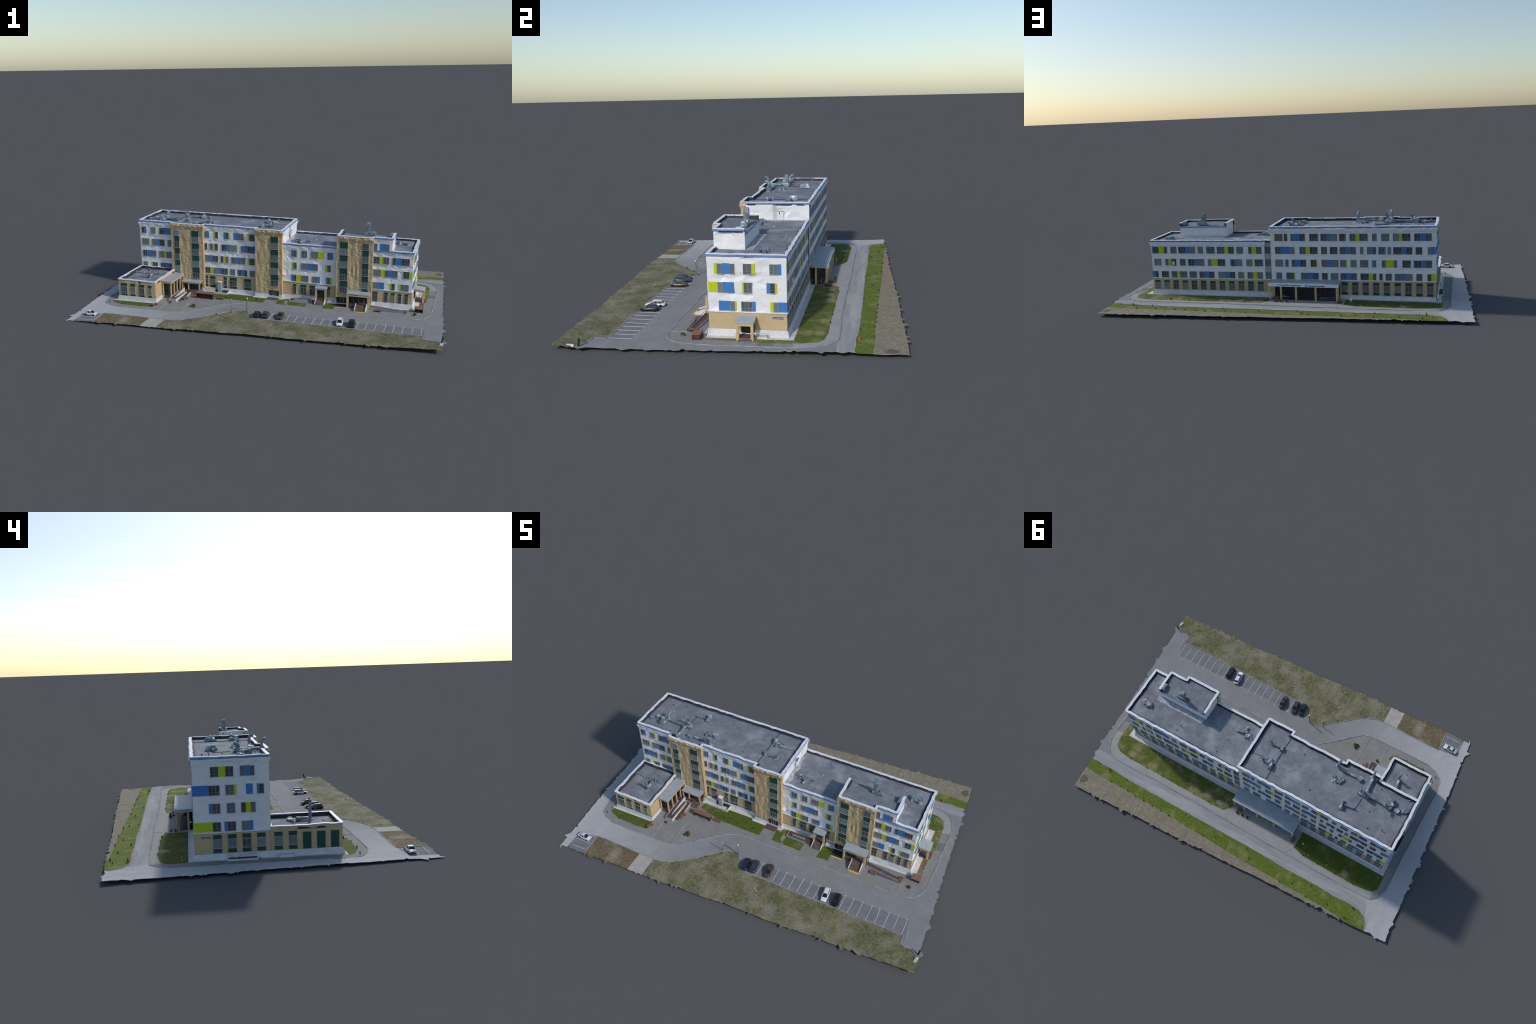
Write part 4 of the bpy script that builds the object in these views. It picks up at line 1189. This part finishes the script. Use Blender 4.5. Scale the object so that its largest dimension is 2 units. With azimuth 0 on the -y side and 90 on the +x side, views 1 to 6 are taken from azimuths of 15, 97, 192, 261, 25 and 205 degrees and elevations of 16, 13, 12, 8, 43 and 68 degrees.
ZA, ZB, ZP, ZW = DECKA, DECKB, DECKP, DECKW
ahu = Build()
ahu.rbox(-0.560, 0.062, ZA + 0.002, 0.062, 0.030, 0.014, 0.0, 0, 0.001)
ahu.rbox(-0.582, 0.062, ZA + 0.015, 0.017, 0.022, 0.005, 0.0, 0, 0.002)
ahu.rbox(-0.549, 0.062, ZA + 0.015, 0.026, 0.022, 0.008, 0.0, 0, 0.004)
ahu.object("air_handler", METAL, house, tilt=True)
ch = Build()
ch.rbox(-0.547, 0.0625, ZA + 0.020, 0.0190, 0.0165, 0.032, 0.0, 0, -0.0012)
ch.rbox(-0.547, 0.0625, ZA + 0.052, 0.0215, 0.0190, 0.0155, 0.0, 0, 0.0022)
ch.object("chimney", METAL, house, tilt=True)
duct_run("duct", [(-0.567, 0.048, ZA + 0.011), (-0.563, 0.000, ZA + 0.010), (-0.559, -0.042, ZA + 0.010)], 0.0072)
gooseneck(-0.559, -0.044, ZA + 0.008, 0.043, 0.0055, 0.3, -0.9)
duct_run("duct", [(-0.590, 0.060, ZA + 0.011), (-0.640, 0.060, ZA + 0.010), (-0.681, 0.062, ZA + 0.010)], 0.0072)
gooseneck(-0.681, 0.066, ZA + 0.008, 0.040, 0.0065, 0.1, 1.0)
plant_cluster(-0.702, 0.045, ZA, 12, (0.017, 0.024), 4, 0.024)
plant_cluster(-0.745, 0.055, ZA, 7, (0.013, 0.010), 5, 0.014)
plant_cluster(-0.782, 0.048, ZA, 4, (0.012, 0.008), 6, 0.010)
sb = Build()
sb.rbox(-0.502, -0.002, ZA + 0.001, 0.030, 0.028, 0.016, -0.35, 0, 0.003)
sb.object("duct_box", METAL, house, tilt=True)
duct_run("duct", [(-0.488, 0.000, ZA + 0.008), (-0.440, 0.000, ZA + 0.009), (-0.400, -0.002, ZA + 0.009), (-0.372, -0.005, ZA + 0.010)], [0.005, 0.0055, 0.0065, 0.007])
gooseneck(-0.370, -0.007, ZA + 0.008, 0.044, 0.0065, -0.2, -1.0)
plant_cluster(-0.405, 0.060, ZA, 8, (0.026, 0.010), 8, 0.014)
nb = Build()
nb.rbox(-0.486, 0.171, ZA + 0.002, 0.021, 0.054, 0.012, 0.20, 0, 0.002)
nb.rbox(-0.486, 0.171, ZA + 0.014, 0.010, 0.046, 0.010, 0.20, 0, 0.003)
nb.object("air_handler", METAL, house, tilt=True)
duct_run("duct", [(-0.496, 0.166, ZA + 0.008), (-0.530, 0.161, ZA + 0.007), (-0.550, 0.158, ZA + 0.008)], 0.0045)
for x, y, h in ((-0.552, 0.158, 0.016), (-0.722, 0.189, 0.020), (-0.653, 0.215, 0.008), (-0.622, 0.130, 0.006), (-0.622, -0.008, 0.006), (-0.780, -0.022, 0.006), (-0.18, 0.02, 0.004), (-0.30, 0.18, 0.004)):
    b = Build()
    b.tube([(x, y, ZA), (x, y, ZA + h)], 0.0024, 8)
    b.blob((x, y, ZA + h), 0.0042, 0.0024, x, 0, 8, 5, 0.1)
    b.object("roof_vent", METAL, house, tilt=True)
duct_run("duct", [(0.000, 0.052, ZA + 0.010), (-0.020, 0.052, ZA + 0.009), (-0.050, 0.053, ZA + 0.009)], [0.0045, 0.0055, 0.006])
gooseneck(0.001, 0.052, ZA + 0.002, 0.022, 0.005, 0.6, 0.0)
nb = Build()
nb.rbox(-0.064, 0.054, ZA + 0.001, 0.022, 0.028, 0.017, 0.3, 0, 0.003)
nb.rbox(-0.062, 0.166, ZA + 0.001, 0.022, 0.044, 0.015, 0.1, 0, 0.003)
nb.rbox(-0.062, 0.166, ZA + 0.016, 0.012, 0.034, 0.007, 0.1, 0, 0.003)
nb.object("duct_box", METAL, house, tilt=True)
duct_run("duct", [(-0.050, 0.150, ZA + 0.009), (-0.025, 0.142, ZA + 0.010), (-0.006, 0.155, ZA + 0.008)], [0.006, 0.007, 0.005])
gooseneck(-0.006, 0.156, ZA + 0.002, 0.020, 0.0045, 0.7, 0.2)
plant_cluster(-0.03, 0.150, ZA, 4, (0.012, 0.012), 12, 0.013)
# lower block
lb = Build()
lb.rbox(0.180, 0.040, ZB + 0.001, 0.032, 0.026, 0.016, 0.4, 0, 0.003)
lb.rbox(0.150, 0.052, ZB + 0.001, 0.022, 0.022, 0.013, -0.2, 0, 0.003)
lb.object("air_handler", METAL, house, tilt=True)
duct_run("duct", [(0.190, 0.050, ZB + 0.009), (0.212, 0.055, ZB + 0.009), (0.224, 0.054, ZB + 0.006)], 0.0048)
duct_run("duct", [(0.178, 0.030, ZB + 0.009), (0.176, 0.014, ZB + 0.009), (0.175, 0.006, ZB + 0.006)], 0.0044)
plant_cluster(0.145, 0.052, ZB, 7, (0.022, 0.013), 15, 0.018)
plant_cluster(0.722, 0.163, ZB, 5, (0.014, 0.012), 21, 0.014)
lb = Build()
lb.rbox(0.725, 0.163, ZB + 0.001, 0.034, 0.030, 0.015, 0.5, 0, 0.004)
lb.object("air_handler", METAL, house, tilt=True)
duct_run("duct", [(0.735, 0.155, ZB + 0.009), (0.752, 0.150, ZB + 0.009), (0.764, 0.144, ZB + 0.006)], 0.0050)
duct_run("duct", [(0.735, 0.165, ZB + 0.009), (0.750, 0.170, ZB + 0.009), (0.759, 0.172, ZB + 0.006)], 0.0044)
for x, y in ((0.504, 0.183), (0.512, 0.215), (0.240, 0.122), (0.255, 0.214), (0.30, 0.02), (0.785, 0.02)):
    b = Build()
    b.tube([(x, y, ZB), (x, y, ZB + (0.018 if y > 0.18 and x > 0.5 else 0.005))], 0.0018, 7)
    b.blob((x, y, ZB + 0.001), 0.005, 0.003, x * 7, 0, 8, 5)
    b.object("roof_vent", METAL, house, tilt=True)
# raised roof box
pb = Build()
pb.rbox(0.567, 0.056, ZP + 0.001, 0.058, 0.028, 0.014, 0.0, 0, 0.001)
pb.rbox(0.583, 0.054, ZP + 0.014, 0.019, 0.018, 0.009, 0.0, 0, 0.003)
pb.rbox(0.552, 0.058, ZP + 0.014, 0.022, 0.020, 0.011, 0.0, 0, 0.003)
pb.rbox(0.684, 0.054, ZP + 0.001, 0.024, 0.044, 0.013, 0.1, 0, 0.002)
pb.rbox(0.684, 0.056, ZP + 0.013, 0.016, 0.026, 0.006, 0.1, 0, 0.003)
pb.object("air_handler", METAL, house, tilt=True)
ch = Build()
ch.rbox(0.5515, 0.060, ZP + 0.024, 0.0205, 0.0200, 0.029, 0.0, 0, -0.0010)
ch.rbox(0.5515, 0.060, ZP + 0.053, 0.0225, 0.0220, 0.0175, 0.0, 0, 0.0020)
ch.object("chimney", METAL, house, tilt=True)
# wing
duct_run("duct", [(-0.684, -0.165, ZW + 0.010), (-0.680, -0.200, ZW + 0.010), (-0.674, -0.226, ZW + 0.010)], [0.009, 0.006, 0.006])
gooseneck(-0.673, -0.226, ZW + 0.006, 0.052, 0.0062, 0.0, -0.5)
plant_cluster(-0.660, -0.140, ZW, 5, (0.016, 0.006), 31, 0.012)
for k in range(8):
    t = k / 7
    b = Build()
    b.blob((-0.806 + 0.13 * t, -0.138 - 0.010 * math.sin(t * 3), ZW + 0.004), 0.0055, 0.0055, 40 + k, 0, 8, 6, 0.6)
    b.object("roof_unit", METAL, house, tilt=True)
b = Build()
b.tube([(-0.699, -0.277, ZW), (-0.699, -0.277, ZW + 0.006)], 0.003, 8)
b.object("roof_vent", METAL, house, tilt=True)


# ================================================================== LOOSE THINGS ON THE PLOT
def car(x, y, heading, paint_rgb, hatch=True, length=0.084, width=0.034, height=0.027):
    paint = material("car_paint", paint_rgb, rough=0.28, spec=0.6)
    root = empty("car", (x, y, ground_z(x, y)), heading)
    root["label"] = "small parked %s car with dark windows" % ("light" if sum(paint_rgb) > 1 else "dark")
    root["category"] = "car"
    L, W, Hh = length / 2, width / 2, height
    # body: loft along the length; stations (x, half width, sill, shoulder height)
    st = [(-1.0, 0.72, 0.30, 0.46), (-0.94, 0.88, 0.20, 0.56), (-0.7, 0.98, 0.16, 0.62), (-0.2, 1.0, 0.15, 0.60),
          (0.35, 1.0, 0.15, 0.57), (0.75, 0.96, 0.16, 0.50), (0.93, 0.86, 0.20, 0.42), (1.0, 0.68, 0.28, 0.36)]
    v, f = [], []
    for sx, hw, lo, hi in st:
        for dy, z in ((-hw, lo), (-hw * 1.0, (lo + hi) / 2), (-hw * 0.93, hi * 0.93), (-hw * 0.72, hi), (hw * 0.72, hi),
                      (hw * 0.93, hi * 0.93), (hw, (lo + hi) / 2), (hw, lo)):
            v.append((sx * L, dy * W, z * Hh))
    for k in range(len(st) - 1):
        for j in range(8):
            a, b = k * 8, k * 8 + 8
            f.append((a + j, a + (j + 1) % 8, b + (j + 1) % 8, b + j))
    f += [tuple(range(8)), tuple(range(len(v) - 1, len(v) - 9, -1))]
    place("body", mesh_data("body", v, f, paint, smooth=True), root)
    # cabin: glass band with a painted roof
    rear = (-0.86, -0.66) if hatch else (-0.70, -0.36)
    cab = [(rear[0], 0.62, 0.60), (rear[1], 0.60, 0.97), (0.12, 0.60, 0.98), (0.52, 0.66, 0.55)]
    g, r = Build(), Build()
    lo = [(cab[0][0] * L, -0.86 * W), (cab[3][0] * L, -0.86 * W), (cab[3][0] * L, 0.86 * W), (cab[0][0] * L, 0.86 * W)]
    hi = [(cab[1][0] * L, -0.66 * W), (cab[2][0] * L, -0.66 * W), (cab[2][0] * L, 0.66 * W), (cab[1][0] * L, 0.66 * W)]
    g.hexa([(a, b, 0.52 * Hh) for a, b in lo], [(a, b, 0.95 * Hh) for a, b in hi])
    place("window_band", mesh_data("window_band", g.v, g.f, CARGLASS, g.i), root)
    e = 1.03
    r.hexa([(a * e, b * e, 0.93 * Hh) for a, b in hi], [(a * 0.96, b * 0.88, 1.0 * Hh) for a, b in hi])
    for sx in (-0.28, 0.10):                                # door posts
        for sy in (-1, 1):
            r.tube([(sx * L, sy * 0.87 * W, 0.55 * Hh), (sx * L * 0.9, sy * 0.68 * W, 0.95 * Hh)], 0.0008, 4)
    for (a, b), (c, d) in zip(lo, hi):
        r.tube([(a, b, 0.54 * Hh), (c, d, 0.95 * Hh)], 0.0010, 4)
    place("roof", mesh_data("roof", r.v, r.f, paint, r.i), root)
    wh = Build()
    wh.tube([(0, -0.0022, 0), (0, 0.0022, 0)], 0.0062, 14)
    wm = mesh_data("wheel", wh.v, wh.f, RUBBER, wh.i)
    for sx in (-0.60, 0.62):
        for sy in (-0.88, 0.88):
            place("wheel", wm, root, (sx * L, sy * W, 0.0060))


up = math.radians(88)
car(0.464, -0.399, -up, (0.80, 0.81, 0.82), True, 0.088, 0.033)
car(0.526, -0.408, -up, (0.012, 0.012, 0.014), True, 0.082, 0.035)
car(0.142, -0.375, -up, (0.075, 0.062, 0.042), False, 0.088, 0.032)
car(0.015, -0.382, math.radians(94), (0.018, 0.026, 0.042), True, 0.084, 0.034)
car(0.061, -0.377, math.radians(95), (0.050, 0.056, 0.075), True, 0.086, 0.034, 0.029)
car(-0.883, -0.551, math.radians(-6), (0.68, 0.70, 0.73), False, 0.082, 0.033)


def bench(X, Y, ang, length=0.036):
    x, y = world(X, Y)
    root = empty("bench", (x, y, ground_z(x, y)), TURN + ang)
    root["label"] = "brown timber bench on dark legs"
    root["category"] = "bench"
    b = Build()
    for k in range(4):
        yy = -0.0075 + k * 0.005
        b.box(-length / 2, length / 2, yy - 0.0021, yy + 0.0021, 0.0085, 0.0108)
    place("seat", mesh_data("seat", b.v, b.f, WOOD, b.i), root)
    g = Build()
    for sx in (-0.8, 0.8):
        g.box(sx * length / 2 - 0.002, sx * length / 2 + 0.002, -0.007, 0.009, -0.001, 0.0085)
    place("leg", mesh_data("leg", g.v, g.f, WOODDARK, g.i), root)


bench(-0.577, -0.374, 1.15)
bench(-0.452, -0.232, 1.25)
bench(-0.256, -0.176, 0.0, 0.040)
bench(0.651, -0.134, -0.02, 0.036)
bench(0.790, -0.112, 1.4, 0.034)
bench(0.095, 0.352, 0.9, 0.036)
bench(-0.316, 0.358, 1.5, 0.026)
bench(0.048, 0.300, 0.0, 0.030)
bench(0.035, 0.358, 0.1, 0.026)


def planter(X, Y, r=0.009):
    x, y = world(X, Y)
    root = empty("planter", (x, y, ground_z(x, y)), 0)
    root["label"] = "round terracotta planter with a small dark shrub"
    root["category"] = "planter"
    b = Build()
    b.tube([(0, 0, -0.001), (0, 0, 0.004), (0, 0, 0.0072)], [r * 0.75, r * 0.95, r], 12)
    place("pot", mesh_data("pot", b.v, b.f, TERRACOTTA, b.i), root)
    s = Build()
    for k in range(5):
        s.blob((rnd.uniform(-.4, .4) * r, rnd.uniform(-.4, .4) * r, 0.0078), r * 0.66, r * 0.62, X * 50 + k, 0, 8, 6, 0.7)
    place("shrub", mesh_data("shrub", s.v, s.f, SHRUB, s.i), root)


for X, Y, r in ((-0.507, -0.313, 0.008), (-0.362, -0.343, 0.009), (-0.344, -0.341, 0.009), (-0.354, -0.328, 0.010), (0.845, -0.139, 0.009),
                (0.039, 0.379, 0.0075), (0.007, 0.377, 0.0075), (-0.024, 0.377, 0.0075)):
    planter(X, Y, r)


def shelter(X0, X1, Y0, Y1, ztop):
    cx, cy = world((X0 + X1) / 2, (Y0 + Y1) / 2)
    root = empty("pavilion", (cx, cy, ground_z(cx, cy)), TURN)
    root["label"] = "small brown timber smoking pavilion with flat roof"
    root["category"] = "shelter"
    w, d, h = (X1 - X0) / 2, (Y1 - Y0) / 2, ztop - 0.012
    b = Build()
    b.hexa([(-w, -d, h - .004), (w, -d, h - .004), (w, d, h - .001), (-w, d, h - .001)], [(-w, -d, h - .001), (w, -d, h - .001), (w, d, h + .002), (-w, d, h + .002)])
    place("roof", mesh_data("roof", b.v, b.f, material("pavilion_roof", (0.27, 0.15, 0.11), (0.21, 0.115, 0.085), 60), b.i), root)
    s = Build()
    s.box(-w + .003, w - .003, d - .004, d - .002, 0, h - .002)
    for sx in (-1, 1):
        s.box(sx * (w - .004) - .001, sx * (w - .004) + .001, -d + .006, d - .003, 0, h - .003)
        s.box(sx * (w - .004) - .0016, sx * (w - .004) + .0016, -d + .002, -d + .005, -.001, h - .003)
    s.box(-.0016, .0016, -d + .002, -d + .005, -.001, h - .003)
    place("side_wall", mesh_data("side_wall", s.v, s.f, WOODDARK, s.i), root)
    e = Build()
    e.box(-w + .006, w - .006, d - .012, d - .005, 0.009, 0.011)
    place("seat", mesh_data("seat", e.v, e.f, WOOD, e.i), root)


shelter(-0.397, -0.292, -0.200, -0.172, 0.048)
shelter(0.836, 0.884, -0.094, -0.058, 0.036)


def post(name, x, y, h, r, mat, label, cat, head=True, cone=False, lean=(0, 0)):
    root = empty(name, (x, y, ground_z(x, y)))
    root["label"], root["category"] = label, cat
    b = Build()
    b.tube([(0, 0, -0.001), (lean[0] * .5, lean[1] * .5, h * .5), (lean[0], lean[1], h)], [r * (1.7 if cone else 1), r, r * (0.3 if cone else 1)], 9)
    place("shaft", mesh_data("shaft", b.v, b.f, mat, b.i), root)
    if head:
        g = Build()
        g.blob((lean[0], lean[1], h), r * 1.5, r * 1.3, x, 0, 9, 6, 0.2)
        place("head", mesh_data("head", g.v, g.f, COPING, g.i), root)


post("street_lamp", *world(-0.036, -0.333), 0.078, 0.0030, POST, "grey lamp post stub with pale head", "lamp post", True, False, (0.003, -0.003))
post("street_lamp", *world(-0.124, -0.347), 0.070, 0.0019, POST, "thin grey lamp post with pale head", "lamp post", True, False, (0.004, -0.008))
post("marker_cone", 0.848, 0.483, 0.017, 0.0036, ORANGE, "orange hydrant marker cone on the verge", "marker", False, True)
post("marker_cone", -0.753, 0.570, 0.020, 0.0036, ORANGE, "orange hydrant marker cone on the verge", "marker", False, True)
post("marker_cone", 0.932, 0.470, 0.006, 0.0020, ORANGE, "small orange marker at the road edge", "marker", False, True)
post("bollard", 0.977, -0.545, 0.030, 0.0042, DARK, "dark leaning post at the plot corner", "post", False, False, (0.004, 0.006))
flap = Build()
flap.hexa([(0.962, -0.600, 0.014), (0.982, -0.592, 0.014), (0.984, -0.560, 0.014), (0.968, -0.562, 0.014)],
          [(0.964, -0.598, 0.020), (0.980, -0.590, 0.022), (0.981, -0.562, 0.024), (0.970, -0.564, 0.021)])
o = flap.object("concrete_block", CONCRETE)
o["label"], o["category"] = "small pale concrete block at the edge", "block"


def signboard(X, Y, h, w, blue):
    x, y = world(X, Y)
    root = empty("signboard", (x, y, ground_z(x, y)), TURN)
    root["label"], root["category"] = "small free-standing sign board on two legs", "sign"
    b = Build()
    b.box(-w / 2, w / 2, -0.001, 0.001, h * 0.5, h)
    place("board", mesh_data("board", b.v, b.f, SIGNBLUE if blue else COPING, b.i), root)
    g = Build()
    for sx in (-1, 1):
        g.tube([(sx * w * 0.42, 0, -0.001), (sx * w * 0.42, 0, h * 0.55)], 0.0008, 5)
    if blue:
        g.box(-w / 2, w / 2, -0.0014, 0.0014, h * 0.68, h * 0.80)
    place("leg", mesh_data("leg", g.v, g.f, COPING, g.i), root)


signboard(-0.378, 0.354, 0.026, 0.013, False)
signboard(-0.829, 0.313, 0.026, 0.011, True)
